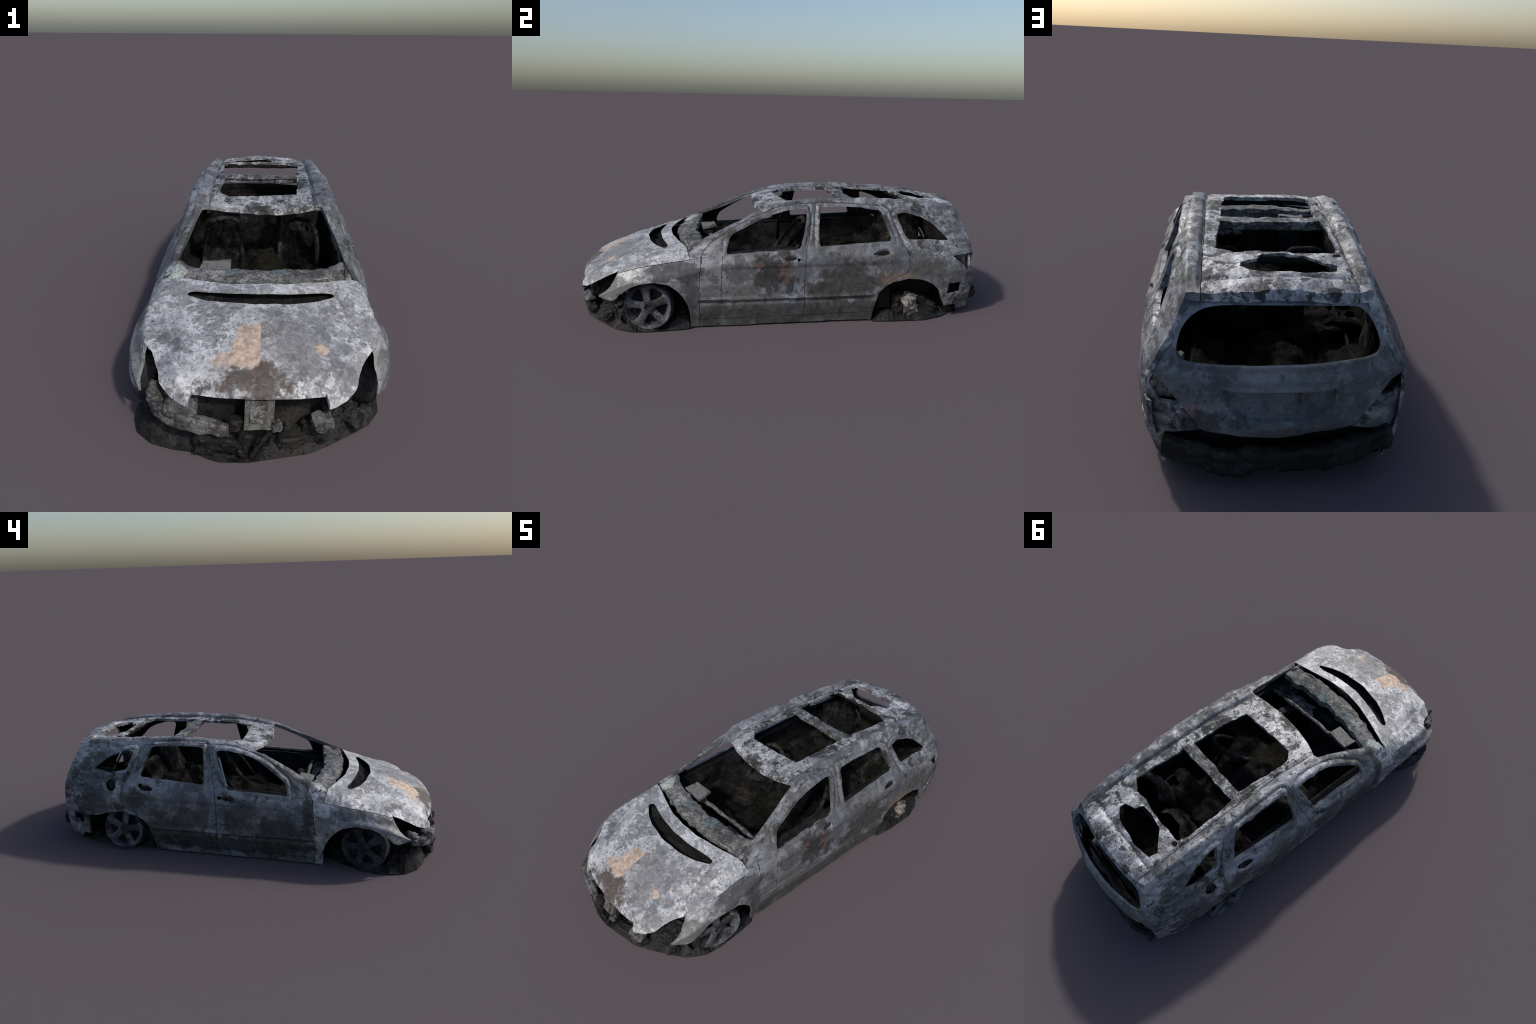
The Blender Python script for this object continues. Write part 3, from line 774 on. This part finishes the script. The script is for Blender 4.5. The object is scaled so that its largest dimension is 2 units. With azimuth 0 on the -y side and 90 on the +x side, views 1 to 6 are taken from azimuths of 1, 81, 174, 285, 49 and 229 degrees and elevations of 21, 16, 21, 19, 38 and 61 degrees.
def mound(name, outline, height, mat, rim=.03, rough=.02, freq=18, seed=1, step=.008, base=0.0, facet=55):
    """Heap on a ground outline: steep at the rim, lumpy on top; closed below."""
    P = np.array(outline)
    x0, y0 = P.min(0) - step; x1, y1 = P.max(0) + step
    xs = np.arange(x0, x1, step); ys_ = np.arange(y0, y1, step)
    X, Y = np.meshgrid(xs, ys_, indexing='ij')
    ins = in_poly(X, Y, outline)
    d = np.where(ins, dist_poly(X, Y, outline, True), 0)
    Q = np.stack([X, Y, 0 * X], -1)
    h = height(X, Y) if callable(height) else height + 0 * X
    nz = fbm(Q, freq, 4, seed)
    ridged = 1 - np.abs(fbm(Q, freq * .8, 3, seed + 5))
    Z = base + smooth(0, 1, d / rim) * (h + rough * nz + rough * .8 * (ridged - .6))
    Z = np.maximum(Z, base + .002)
    idm = -np.ones(X.shape, int)
    keep = ins
    V, F = [], []
    # cells whose four corners are inside
    cell = keep[:-1, :-1] & keep[1:, :-1] & keep[:-1, 1:] & keep[1:, 1:]
    need = np.zeros(X.shape, bool)
    for a, b in ((0, 0), (1, 0), (0, 1), (1, 1)):
        need[a:a + cell.shape[0], b:b + cell.shape[1]] |= cell
    ii = np.argwhere(need)
    idm[need] = np.arange(len(ii))
    nV = len(ii)
    jit = .45 * step
    jx = vnoise(Q * 90, seed + 1) * jit; jy = vnoise(Q * 90, seed + 2) * jit
    T = np.stack([X + jx, Y + jy, Z], -1)[need]
    full_n = np.zeros(X.shape, int)
    for a, b in ((0, 0), (1, 0), (0, 1), (1, 1)):
        full_n[a:a + cell.shape[0], b:b + cell.shape[1]] += cell
    edge_v = (full_n[need] < 4)
    segs = list(zip(outline, outline[1:] + outline[:1]))
    for k_ in np.nonzero(edge_v)[0]:
        px, py = T[k_, :2]; best = None
        for (ax, ay), (bx, by) in segs:
            dx, dy = bx - ax, by - ay
            t_ = min(1, max(0, ((px - ax) * dx + (py - ay) * dy) / (dx * dx + dy * dy + 1e-12)))
            q = (math.hypot(px - ax - t_ * dx, py - ay - t_ * dy), ax + t_ * dx, ay + t_ * dy)
            best = q if best is None or q[0] < best[0] else best
        T[k_, :2] = best[1:]
        T[k_, 2] = base + .003
    Bt = T.copy(); Bt[:, 2] = base + .0005
    ci, cj = np.nonzero(cell)
    a, b, c, e = idm[ci, cj], idm[ci + 1, cj], idm[ci + 1, cj + 1], idm[ci, cj + 1]
    quads = np.stack([a, b, c, e], 1)
    F = quads.tolist() + (quads[:, ::-1] + nV).tolist()
    pad = np.pad(cell, 1)
    for di, dj, p, q in ((-1, 0, (0, 1), (0, 0)), (1, 0, (1, 0), (1, 1)), (0, -1, (0, 0), (1, 0)), (0, 1, (1, 1), (0, 1))):
        nb = pad[1 + di:1 + di + cell.shape[0], 1 + dj:1 + dj + cell.shape[1]]
        bi, bj = np.nonzero(cell & ~nb)
        v1 = idm[bi + p[0], bj + p[1]]; v2 = idm[bi + q[0], bj + q[1]]
        F += np.stack([v1, v2, v2 + nV, v1 + nV], 1).tolist()
    me = mesh_from(np.concatenate([T, Bt]), F, name)
    fix_normals(me)
    ob = link(me, name, [mat]); shade(ob, facet)
    return child(ob)

def tube(name, pts, r, mat, parent=None, wob=.15, seed=1, flat=1.0, sub=6, seg=10):
    """Bent pipe or bar through control points with an uneven, scorched skin."""
    P = np.array(pts, float)
    t = np.linspace(0, len(P) - 1, (len(P) - 1) * sub + 1)
    C = np.stack([pchip(np.arange(len(P)), P[:, k], t) for k in range(3)], 1)
    T = np.gradient(C, axis=0); T /= np.linalg.norm(T, axis=1, keepdims=True) + 1e-9
    up = np.array([0, 0, 1.0])
    V = []
    for c, d in zip(C, T):
        u = up if abs(d @ up) < .95 else np.array([0, 1.0, 0])
        s = np.cross(d, u); s /= np.linalg.norm(s); w = np.cross(s, d)
        for k in range(seg):
            a = 2 * math.pi * k / seg
            V.append(c + r * (s * math.cos(a) + w * flat * math.sin(a)))
    V = np.array(V)
    ctr = np.repeat(C, seg, 0)
    V = ctr + (V - ctr) * (1 + wob * fbm(V, 40, 3, seed))[:, None]
    n = len(C)
    F = [[i * seg + k, i * seg + (k + 1) % seg, (i + 1) * seg + (k + 1) % seg, (i + 1) * seg + k] for i in range(n - 1) for k in range(seg)]
    F += [list(range(seg))[::-1], list(range((n - 1) * seg, n * seg))]
    me = mesh_from(V, F, name); fix_normals(me)
    ob = link(me, name, [mat]); shade(ob, 60)
    return child(ob, parent)

def sheet(name, corners, mat, thick=.006, n=16, amp=.004, freq=25, seed=1, bow=0.0, parent=None):
    """Warped plate between four corners (p00, p10, p11, p01)."""
    p00, p10, p11, p01 = [np.array(c, float) for c in corners]
    u, v = np.meshgrid(np.linspace(0, 1, n), np.linspace(0, 1, n), indexing='ij')
    u = u[..., None]; v = v[..., None]
    A = (1 - u) * (1 - v) * p00 + u * (1 - v) * p10 + u * v * p11 + (1 - u) * v * p01
    nrm = np.cross(p10 - p00, p01 - p00); nrm /= np.linalg.norm(nrm)
    A = A + nrm * (amp * fbm(A, freq, 3, seed)[..., None] + bow * 4 * u * (1 - u))
    B = A - nrm * thick
    me, _ = shell_mesh(A, B, name)
    ob = link(me, name, [mat]); shade(ob, 50)
    return child(ob, parent)

def beam(name, path, height, depth, mat, amp=.004, seed=1, n=60, tilt=0.0):
    """Box beam along a plan path, with sagging faces."""
    P = np.array(path, float)
    t = np.linspace(0, 1, n)
    k = np.linspace(0, 1, len(P))
    C = np.stack([pchip(k, P[:, i], t) for i in range(3)], 1)
    T = np.gradient(C, axis=0); T[:, 2] = 0; T /= np.linalg.norm(T, axis=1, keepdims=True)
    S = np.stack([T[:, 1], -T[:, 0], 0 * T[:, 0]], 1)
    m = 28
    V = []
    for c, s in zip(C, S):
        for q in range(m):
            a = 2 * math.pi * q / m
            ca, sa = math.cos(a), math.sin(a)
            r = (abs(ca) ** 5 + abs(sa) ** 5) ** (-1 / 5)
            w = ca * r * depth / 2; h = sa * r * height / 2
            V.append(c + s * (w + tilt * h) + np.array([0, 0, h]))
    V = np.array(V); ctr = np.repeat(C, m, 0)
    dirn = V - ctr; dirn /= np.linalg.norm(dirn, axis=1, keepdims=True) + 1e-9
    V = V + dirn * (amp * fbm(V, 22, 4, seed))[:, None]
    F = [[i * m + q, i * m + (q + 1) % m, (i + 1) * m + (q + 1) % m, (i + 1) * m + q] for i in range(n - 1) for q in range(m)]
    F += [list(range(m))[::-1], list(range((n - 1) * m, n * m))]
    me = mesh_from(V, F, name); fix_normals(me)
    ob = link(me, name, [mat]); shade(ob, 50)
    return child(ob)
# ------------------------------------------------------------------ front end
NOSE = [(-.415, -.74), (-.408, -.80), (-.386, -.865), (-.33, -.920), (-.26, -.945), (-.20, -.955), (-.15, -.985), (-.115, -.999), (-.03, -.999), (.07, -.975), (.155, -.955), (.22, -.915), (.285, -.868),
        (.355, -.815), (.400, -.74), (.408, -.66), (.400, -.55), (.39, -.47), (.2, -.44), (-.2, -.44), (-.29, -.48), (-.345, -.56), (-.395, -.66)]
def nose_h(X, Y):
    h = .036 + .06 * smooth(-.92, -.80, Y) * smooth(.36, .25, np.abs(X))
    h = h + .05 * np.exp(-((X + .30) / .1) ** 2 - ((Y + .87) / .06) ** 2)
    return np.where(np.abs(X) > .33, np.minimum(h, .03 + .10 * smooth(-.76, -.86, Y)), h)
ob = mound('melted_debris', NOSE, nose_h, M_CHAR, rim=.022, rough=.036, freq=15, seed=3, step=.011, facet=18)
ob['kind'] = 'stuff'

# unseen black mass added under the hood so the vent stays dark
lump('under_hood_blocker', (0, -.70, .14), (.50, .36, .22), mat=M_SOOT, amp=.10, freq=4, seed=5, n=26)
sheet('vent_mesh', [(-.27, -.685, .315), (.27, -.685, .315), (.27, -.55, .340), (-.27, -.55, .340)], M_SOOT, amp=.006, freq=40, seed=8, n=40)
for s in (1, -1):
    sheet('inner_fender', [(s * .22, -.86, .06), (s * .25, -.46, .05), (s * .27, -.46, .30), (s * .22, -.84, .22)], M_SOOT, amp=.01, freq=14, seed=9, n=26)
    lump('headlamp_remains', (s * .255, -.80, .12), (.08, .07, .09), (0, .3, s * .5), M_CHAR, .2, 4, 11 + s, 10)
# radiator pack behind the open grille mouth
lump('radiator', (-.12, -.885, .125), (.22, .05, .13), (.05, 0, 0), M_SOOT, .10, 3, 15, 16, 6)
lump('radiator', (.12, -.865, .115), (.21, .05, .15), (-.1, 0, .1), M_CHAR, .14, 4, 16, 16, 6)
ob = sheet('grille_bracket', [(-.042, -.985, .105), (.043, -.987, .110), (.050, -.955, .212), (-.038, -.955, .212)], M_PANEL, .012, 14, .004, 30, 4)
sheet('latch_plate', [(-.024, -.985, .13), (.022, -.987, .13), (.030, -.966, .195), (-.022, -.966, .195)], M_ASH, .008, 12, .002, 30, 5, parent=ob)
lump('grille_stub', (.055, -.985, .122), (.028, .03, .034), (0, 0, .3), M_ASH, .2, 3, 18, 8, parent=ob)
lump('grille_stub', (-.07, -.975, .122), (.045, .03, .04), (0, .3, .2), M_CHAR, .2, 3, 19, 8, parent=ob)
tube('lower_stay', [(-.045, -.985, .10), (-.06, -.987, .05), (-.045, -.986, .015)], .010, M_CHAR, seed=3)
tube('lower_stay', [(.035, -.985, .10), (.0, -.987, .05), (-.02, -.986, .012)], .008, M_CHAR, seed=4)
# bumper bar, only its left half left
beam('front_bumper_beam', [(-.325, -.880, .145), (-.305, -.918, .138), (-.255, -.952, .125), (-.18, -.975, .115), (-.085, -.985, .105)], .050, .034, M_ASH, .007, 3)
lump('bumper_scrap', (-.305, -.868, .150), (.08, .06, .05), (.3, .5, .6), M_ASH, .22, 4, 31, 12)
lump('bumper_scrap', (-.235, -.935, .150), (.10, .06, .05), (.3, .1, .2), M_ASH, .22, 4, 32, 12)
lump('bumper_mount', (.190, -.945, .112), (.062, .05, .045), (.2, -.2, .2), M_ASH, .14, 3, 33, 10, 6)
lump('bumper_mount', (.205, -.91, .145), (.035, .05, .04), (.4, 0, .2), M_CHAR, .2, 4, 34, 10)
lump('bumper_scrap', (.10, -.95, .05), (.09, .04, .04), (.2, 0, .2), M_CHAR, .2, 4, 35, 12)
lump('bumper_scrap', (.29, -.84, .05), (.08, .06, .04), (.2, .2, -.6), M_CHAR, .2, 4, 36, 14)
lump('bumper_scrap', (.17, -.92, .06), (.08, .05, .06), (.2, .2, -.2), M_CHAR, .2, 4, 37, 12)
lump('bumper_scrap', (-.12, -.965, .045), (.14, .05, .06), (.1, 0, -.1), M_CHAR, .2, 5, 38, 14)

# ------------------------------------------------------------------ rear bumper and underbody
beam('rear_bumper', [(-.316, .928, .122), (-.25, .955, .112), (-.12, .972, .083), (.05, .972, .078), (.12, .971, .072), (.20, .969, .094), (.310, .940, .112)], .068, .038, M_CHAR, .011, 12)
sheet('rear_floor_blocker', [(-.235, .895, .05), (.235, .895, .05), (.235, .915, .28), (-.235, .915, .28)], M_SOOT, .01, 24, .008, 18, 6)  # end of the floor, extended upwards to stop sun leaking under the tailgate
TAIL = [(.39, .40), (.40, .50), (.40, .66), (.365, .76), (.32, .82), (.2, .85), (-.2, .85), (-.32, .82), (-.35, .76), (-.34, .60), (-.36, .42), (0, .38)]
ob = mound('rear_debris', TAIL, lambda X, Y: .022 + .025 * np.exp(-((X - .36) / .08) ** 2 - ((Y - .6) / .12) ** 2) + .03 * smooth(.3, .1, np.abs(X)), M_CHAR, rim=.03, rough=.020, freq=22, seed=23, step=.011, facet=18)
ob['kind'] = 'stuff'
for s in (1, -1):
    lump('tail_lamp_housing', (s * .300, .838, .272), (.07, .10, .11), (0, 0, s * -.3), M_HUB if s > 0 else M_CHAR, .08, 3, 51, 10, 6)
    sheet('rear_inner_wheelhouse', [(s * .22, .40, .04), (s * .22, .80, .04), (s * .24, .80, .27), (s * .24, .40, .27)], M_SOOT, amp=.01, freq=14, seed=19 + s, n=24)
    lump('bumper_bracket', (s * .315, .81, .15), (.02, .10, .10), (0, 0, s * -.15), M_SOOT, .1, 3, 53, 8, 6)
for s in (1, -1):
    sheet('wheelhouse_top', [(s * .15, .40, .20), (s * .36, .40, .215), (s * .36, .60, .238), (s * .15, .60, .235)], M_SOOT, .008, 18, .006, 14, 25 + s)
    sheet('wheelhouse_top', [(s * .15, .60, .235), (s * .36, .60, .238), (s * .345, .86, .20), (s * .15, .86, .19)], M_SOOT, .008, 18, .006, 14, 27 + s)
tube('fuel_cup', [(-.352, .612, .348), (-.374, .612, .348)], .026, M_CHAR, wob=.05)
tube('fuel_neck', [(-.34, .615, .345), (-.383, .613, .345)], .012, M_TYRE, wob=.1)

# floor pan, tunnel and heaps of ash inside
FLOOR = [(-.345, -.46), (.345, -.46), (.352, .0), (.350, .38), (.20, .42), (.19, .74), (.32, .80), (.32, .87), (-.32, .87), (-.32, .80), (-.19, .74), (-.20, .42), (-.350, .38), (-.352, .0)]
def floor_h(X, Y):
    h = .125 + .06 * np.exp(-(X / .10) ** 2)                                 # footwells and tunnel
    h = h + .075 * smooth(-.10, .0, Y) * smooth(.30, .20, Y)                 # burnt heap between the seats
    h = h + .11 * smooth(.28, .36, Y) * smooth(.52, .46, Y) + .08 * smooth(.50, .62, Y)
    return h + .14 * smooth(-.33, -.39, Y)
mound('floor_pan', FLOOR, floor_h, M_FLOOR, rim=.012, rough=.022, freq=13, seed=44, step=.009, base=.008)
lump('ash_heap', (-.14, .56, .24), (.20, .16, .10), (0, .1, .3), M_FLOOR, .2, 4, 61, 18)
lump('ash_heap', (-.24, .76, .22), (.13, .18, .10), (0, .2, .1), M_FLOOR, .2, 4, 62, 18)
lump('ash_heap', (.22, .76, .22), (.16, .18, .09), (0, -.1, .2), M_FLOOR, .2, 4, 63, 18)
for s in (1, -1):
    sheet('firewall', [(0, -.45, .04), (s * .37, -.45, .04), (s * .33, -.47, .335), (0, -.49, .345)], M_SOOT, .01, 24, .010, 12, 7 + s)

for s in (1, -1):
    for y0, y1 in ((-.415, .045), (.065, .50)):
        sheet('door_inner', [(s * .335, y0, .05), (s * .335, y1, .05), (s * .322, y1, .352), (s * .328, y0, .335)], M_SOOT, .012, 30, .010, 14, 5 + s)
    sheet('door_sill_ledge', [(s * .325, -.41, .342), (s * .325, .48, .366), (s * .362, .48, .368), (s * .368, -.41, .338)], M_SOOT, .006, 24, .003, 20, 6 + s)
    sheet('rear_inner_trim', [(s * .330, .47, .235), (s * .312, .88, .235), (s * .305, .88, .36), (s * .322, .47, .37)], M_SOOT, .012, 24, .010, 14, 8 + s)
sheet('trunk_lining', [(-.290, .62, .20), (-.255, .885, .20), (-.255, .87, .41), (-.285, .64, .41)], M_SEAT, .008, 26, .016, 13, 77)
# cross members under the roof skin
for yy, zz, hh, dd in ((.318, .539, .028, .030), (.642, .537, .022, .024), (-.045, .522, .018, .036)):
    beam('roof_bow', [(-.205, yy, zz), (-.1, yy, zz), (.1, yy, zz), (.205, yy, zz)], hh, dd, M_SOOT if hh < .025 else M_ROOF, .004, int(yy * 100) + 60)
# cowl below the windscreen, dashboard beam and loose tray
def cowl():
    n, m = 90, 14
    u = np.linspace(-1, 1, n)[:, None]; v = np.linspace(0, 1, m)[None, :]
    x = u * (.335 - .03 * v)
    yf = -.515 + .050 * u ** 2 + .006 * fbm(np.stack([u, 0 * u, 0 * u], -1), 9, 3, 5); yb = -.425 + .050 * u ** 2 + .008 * fbm(np.stack([u, 0 * u, 0 * u], -1), 11, 3, 6)
    y = yf + (yb - yf) * v + 0 * u
    z = .360 + .016 * np.sin(v * math.pi * .75) + .010 * (1 - u ** 2) + .030 * np.clip(np.abs(u) - .8, 0, 1) / .2 * v
    A = np.stack([x, y, z], -1)
    A[..., 2] += .005 * fbm(A, 30, 4, 71)
    B = A.copy(); B[..., 2] -= .012; B[:, -1, 2] -= .03
    me, _ = shell_mesh(A, B, 'cowl')
    ob = link(me, 'cowl', [M_COWL]); shade(ob, 50)
    return child(ob)
cw = cowl()
tube('cowl_strip', [(-.30, -.388, .360), (-.15, -.415, .362), (0, -.426, .363), (.15, -.415, .362), (.30, -.388, .360)], .006, M_ASH, seed=9, parent=cw)
tube('wiper_stub', [(.14, -.475, .372), (.20, -.49, .374), (.245, -.478, .375)], .004, M_HUB, seed=10, parent=cw)
for s in (1, -1):
    lump('pillar_foot', (s * .314, -.448, .362), (.03, .08, .035), (.5, 0, s * -.1), M_COWL, .12, 3, 75 + s, 10)
tube('dashboard_beam', [(-.34, -.36, .30), (-.13, -.345, .322), (.0, -.335, .322), (.12, -.325, .315), (.22, -.318, .305), (.36, -.315, .29)], .010, M_ASH, wob=.45, seed=12, sub=14)
sheet('dashboard_remains', [(.05, -.41, .285), (.33, -.40, .295), (.34, -.33, .285), (.06, -.34, .295)], M_ASH, .01, 30, .016, 22, 13)
sheet('dashboard_remains', [(-.33, -.44, .25), (.06, -.45, .255), (.05, -.35, .23), (-.32, -.35, .22)], M_SOOT, .01, 24, .012, 16, 14)
lump('dashboard_support', (-.17, -.36, .27), (.10, .05, .18), (0, .1, .1), M_CHAR, .16, 4, 15, 12)
sheet('loose_tray', [(-.229, -.391, .364), (-.114, -.391, .366), (-.113, -.319, .380), (-.222, -.322, .374)], M_PANEL, .014, 12, .003, 30, 16)
lump('steering_column', (.19, -.29, .25), (.045, .10, .045), (.4, 0, 0), M_CHAR, .15, 4, 17, 12)
lump('centre_console', (.02, -.12, .19), (.14, .28, .09), (0, 0, .05), M_FLOOR, .14, 4, 18, 18)

# seats: bare hoop frames and burnt-out pads
def front_seat(x, full):
    base = lump('front_seat', (x, .0, .145), (.19, .20, .08), (0, 0, 0), M_SEAT, .13, 4, 81 + full, 18, 5)
    lean = [(.0, .17), (.05, .25), (.11, .33), (.155, .375)]
    w = .085
    tube('seat_frame', [(x - w, lean[0][0], lean[0][1]), (x - w, lean[1][0], lean[1][1]), (x - w * .95, lean[2][0], lean[2][1]), (x - w * .6, lean[3][0], lean[3][1] + .012),
                        (x, .165, .395), (x + w * .6, lean[3][0], lean[3][1] + .012), (x + w * .95, lean[2][0], lean[2][1]), (x + w, lean[1][0], lean[1][1]), (x + w, lean[0][0], lean[0][1])], .011, M_SEAT, base, .2, 82, 1.0, 6)
    if full:
        sheet('seat_back', [(x - w, .01, .16), (x + w, .01, .16), (x + w * .8, .14, .37), (x - w * .8, .14, .37)], M_SEAT, .02, 26, .014, 20, 83, parent=base)
    else:
        sheet('seat_back', [(x - w, .01, .16), (x - w * .1, .01, .16), (x - w * .1, .13, .35), (x - w * .9, .13, .36)], M_SEAT, .018, 22, .014, 20, 84, parent=base)
front_seat(.165, 0)
front_seat(-.17, 1)
def rear_seat(x, w, top, lean, seed):
    base = lump('rear_seat', (x, .40, .19), (w, .17, .07), (.1, 0, 0), M_SEAT, .13, 4, seed, 18, 5)
    n, m = 30, 30
    u, v = np.meshgrid(np.linspace(-1, 1, n), np.linspace(0, 1, m), indexing='ij')
    X = x + u * w * .5 * (1 - .12 * v ** 3)
    Y = .43 + lean * v + .02 * u ** 2
    Z = .17 + (top - .17) * v - .025 * np.abs(u) ** 3 * v
    A = np.stack([X, Y, Z], -1)
    A[..., 1] += .010 * fbm(A * [1, 1, .3], 34, 4, seed)
    B = A.copy(); B[..., 1] += .03
    me, _ = shell_mesh(A, B, 'seat_back')
    ob = link(me, 'seat_back', [M_SEAT]); shade(ob, 50)
    child(ob, base)
rear_seat(.195, .20, .415, .075, 91)
rear_seat(-.02, .20, .385, .10, 92)
rear_seat(-.225, .19, .30, .12, 93)

# ------------------------------------------------------------------ wheels
def rim_mesh():
    """Five-spoke alloy rim, axis along +x, outer face at x = 0."""
    bm = bmesh.new()
    prof = [(-.075, .090), (-.070, .100), (-.062, .101), (-.056, .090), (-.022, .087), (-.010, .094), (-.004, .103), (.004, .105), (.006, .102), (.002, .097), (-.006, .090), (-.020, .081), (-.056, .083), (-.068, .086)]
    seg = 72
    rings = []
    for k in range(seg):
        a = 2 * math.pi * k / seg
        rings.append([bm.verts.new((x, r * math.cos(a), r * math.sin(a))) for x, r in prof])
    for k in range(seg):
        A, B = rings[k], rings[(k + 1) % seg]
        for i in range(len(prof)):
            j = (i + 1) % len(prof)
            bm.faces.new((A[i], A[j], B[j], B[i]))
    # spokes: broad Y feet at the rim, dished towards the hub
    for s in range(5):
        a0 = 2 * math.pi * s / 5 + math.pi / 2
        e = np.array([0, math.cos(a0), math.sin(a0)]); t = np.array([0, -math.sin(a0), math.cos(a0)])
        secs = []
        for r, w, x, th in ((.014, .017, -.002, .020), (.030, .019, -.002, .018), (.050, .0175, -.001, .016), (.070, .019, .000, .015), (.084, .025, .001, .014), (.094, .034, .001, .010)):
            c = []
            for q in range(16):
                b = 2 * math.pi * q / 16
                ca, sa = math.cos(b), math.sin(b)
                f = (abs(ca) ** 3 + abs(sa) ** 3) ** (-1 / 3)
                c.append(bm.verts.new(Vector(e * r + t * (w * ca * f)) + Vector((x - th / 2 + th / 2 * sa * f, 0, 0))))
            secs.append(c)
        for A, B in zip(secs[:-1], secs[1:]):
            for q in range(16):
                bm.faces.new((A[q], A[(q + 1) % 16], B[(q + 1) % 16], B[q]))
        bm.faces.new(secs[0][::-1]); bm.faces.new(secs[-1])
    # hub disc with a centre bore and five bolt seats
    hub = [(-.040, .0), (-.040, .030), (-.002, .034), (.001, .028), (.002, .014), (-.006, .012), (-.006, .0)]
    prev = None; first = None
    for k in range(40):
        a = 2 * math.pi * k / 40
        cur = [bm.verts.new((x, r * math.cos(a), r * math.sin(a))) for x, r in hub]
        if prev:
            for i in range(len(hub) - 1):
                bm.faces.new((prev[i], prev[i + 1], cur[i + 1], cur[i]))
        else:
            first = cur
        prev = cur
    for i in range(len(hub) - 1):
        bm.faces.new((prev[i], prev[i + 1], first[i + 1], first[i]))
    for s in range(5):
        a = 2 * math.pi * (s + .5) / 5 + math.pi / 2
        res = bmesh.ops.create_cone(bm, cap_ends=True, segments=12, radius1=.005, radius2=.0045, depth=.010,
                                    matrix=Matrix.Translation((.001, .021 * math.cos(a), .021 * math.sin(a))) @ Matrix.Rotation(math.pi / 2, 4, 'Y'))
    bmesh.ops.remove_doubles(bm, verts=bm.verts, dist=1e-5)
    bmesh.ops.recalc_face_normals(bm, faces=bm.faces)
    V = np.array([v.co[:] for v in bm.verts])
    D = .0016 * fbm(V, 45, 3, 5)
    for v, d in zip(bm.verts, D):
        v.co += v.co.normalized() * d
    me = bpy.data.meshes.new('rim'); bm.to_mesh(me); bm.free()
    me.materials.append(M_RIM)
    return me

def ring_mesh(name, prof, mat, rough, seed, seg=80):
    V, F = [], []
    n = len(prof)
    for k in range(seg):
        a = 2 * math.pi * k / seg
        V += [(x, r * math.cos(a), r * math.sin(a)) for x, r in prof]
    V = np.array(V)
    rr = np.hypot(V[:, 1], V[:, 2])
    g = 1 + rough * fbm(V, 30, 3, seed)
    V[:, 1] *= g; V[:, 2] *= g
    for k in range(seg):
        for i in range(n):
            j = (i + 1) % n; k2 = (k + 1) % seg
            F.append([k * n + i, k * n + j, k2 * n + j, k2 * n + i])
    me = mesh_from(V, F, name); fix_normals(me)
    me.materials.append(mat)
    return me

RIM = rim_mesh()
TYRE = ring_mesh('wheel', [(-.078, .093), (-.078, .108), (-.060, .112), (-.015, .112), (-.002, .108), (-.004, .098), (-.02, .092), (-.06, .092)], M_TYRE, .02, 8)
DRUM = ring_mesh('brake_disc', [(-.060, .004), (-.060, .080), (-.042, .083), (-.026, .080), (-.026, .004)], M_SOOT, .02, 9)
for ob_ in (RIM, TYRE, DRUM):
    o = bpy.data.objects.new('tmp', ob_); COLL.objects.link(o); shade(o, 40); bpy.data.objects.remove(o)
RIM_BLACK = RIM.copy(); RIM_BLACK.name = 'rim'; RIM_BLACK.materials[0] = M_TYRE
def wheel(loc, yaw, camber, side, spin, rim=None):
    w = bpy.data.objects.new('wheel', TYRE); COLL.objects.link(w); child(w)
    M = Matrix.Translation(loc) @ Matrix.Rotation(yaw, 4, 'Z') @ Matrix.Rotation(camber, 4, 'Y')
    if side < 0:
        M = M @ Matrix.Rotation(math.pi, 4, 'Z')
    M = M @ Matrix.Rotation(spin, 4, 'X')
    w.matrix_basis = M
    for nm, dm in (('rim', rim or RIM), ('brake_disc', DRUM)):
        r = bpy.data.objects.new(nm, dm); COLL.objects.link(r)
        r.parent = w
    return w
wheel((.396, -.662, .115), math.radians(-9), 0, 1, math.radians(8))
wheel((-.388, -.662, .115), math.radians(-14), math.radians(0), -1, math.radians(20), RIM_BLACK)
wheel((-.392, .567, .116), math.radians(0), math.radians(6), -1, math.radians(-12))
# bare hub where the fourth wheel is missing
hub = lump('wheel_hub', (.352, .585, .07), (.09, .075, .10), (.3, .2, .2), M_HUB, .16, 4, 101, 14)
lump('brake_caliper', (.372, .590, .098), (.05, .055, .055), (.2, .4, .6), M_HUB, .14, 4, 102, 12, parent=hub)
lump('hub_scrap', (.345, .56, .075), (.08, .10, .09), (0, 0, 0), M_CHAR, .2, 4, 103, 14, parent=hub)
lump('hub_scrap', (.34, .665, .06), (.07, .12, .07), (-.5, 0, 0), M_CHAR, .2, 4, 104, 14, parent=hub)
tube('axle', [(-.36, .57, .11), (0, .57, .10), (.34, .58, .09)], .022, M_SOOT, seed=105)
tube('axle', [(-.36, -.665, .11), (0, -.665, .10), (.36, -.665, .11)], .022, M_SOOT, seed=106)
# teal primer showing on one door-frame edge, and inner pillar strips
tube('primer_strip', [(-.300, .058, .50), (-.318, .040, .45), (-.338, .020, .39), (-.345, .010, .365)], .006, M_TEAL, seed=107)

for o in list(bpy.data.objects):
    if o.name.startswith(('cut', 'tmp')):
        bpy.data.objects.remove(o)
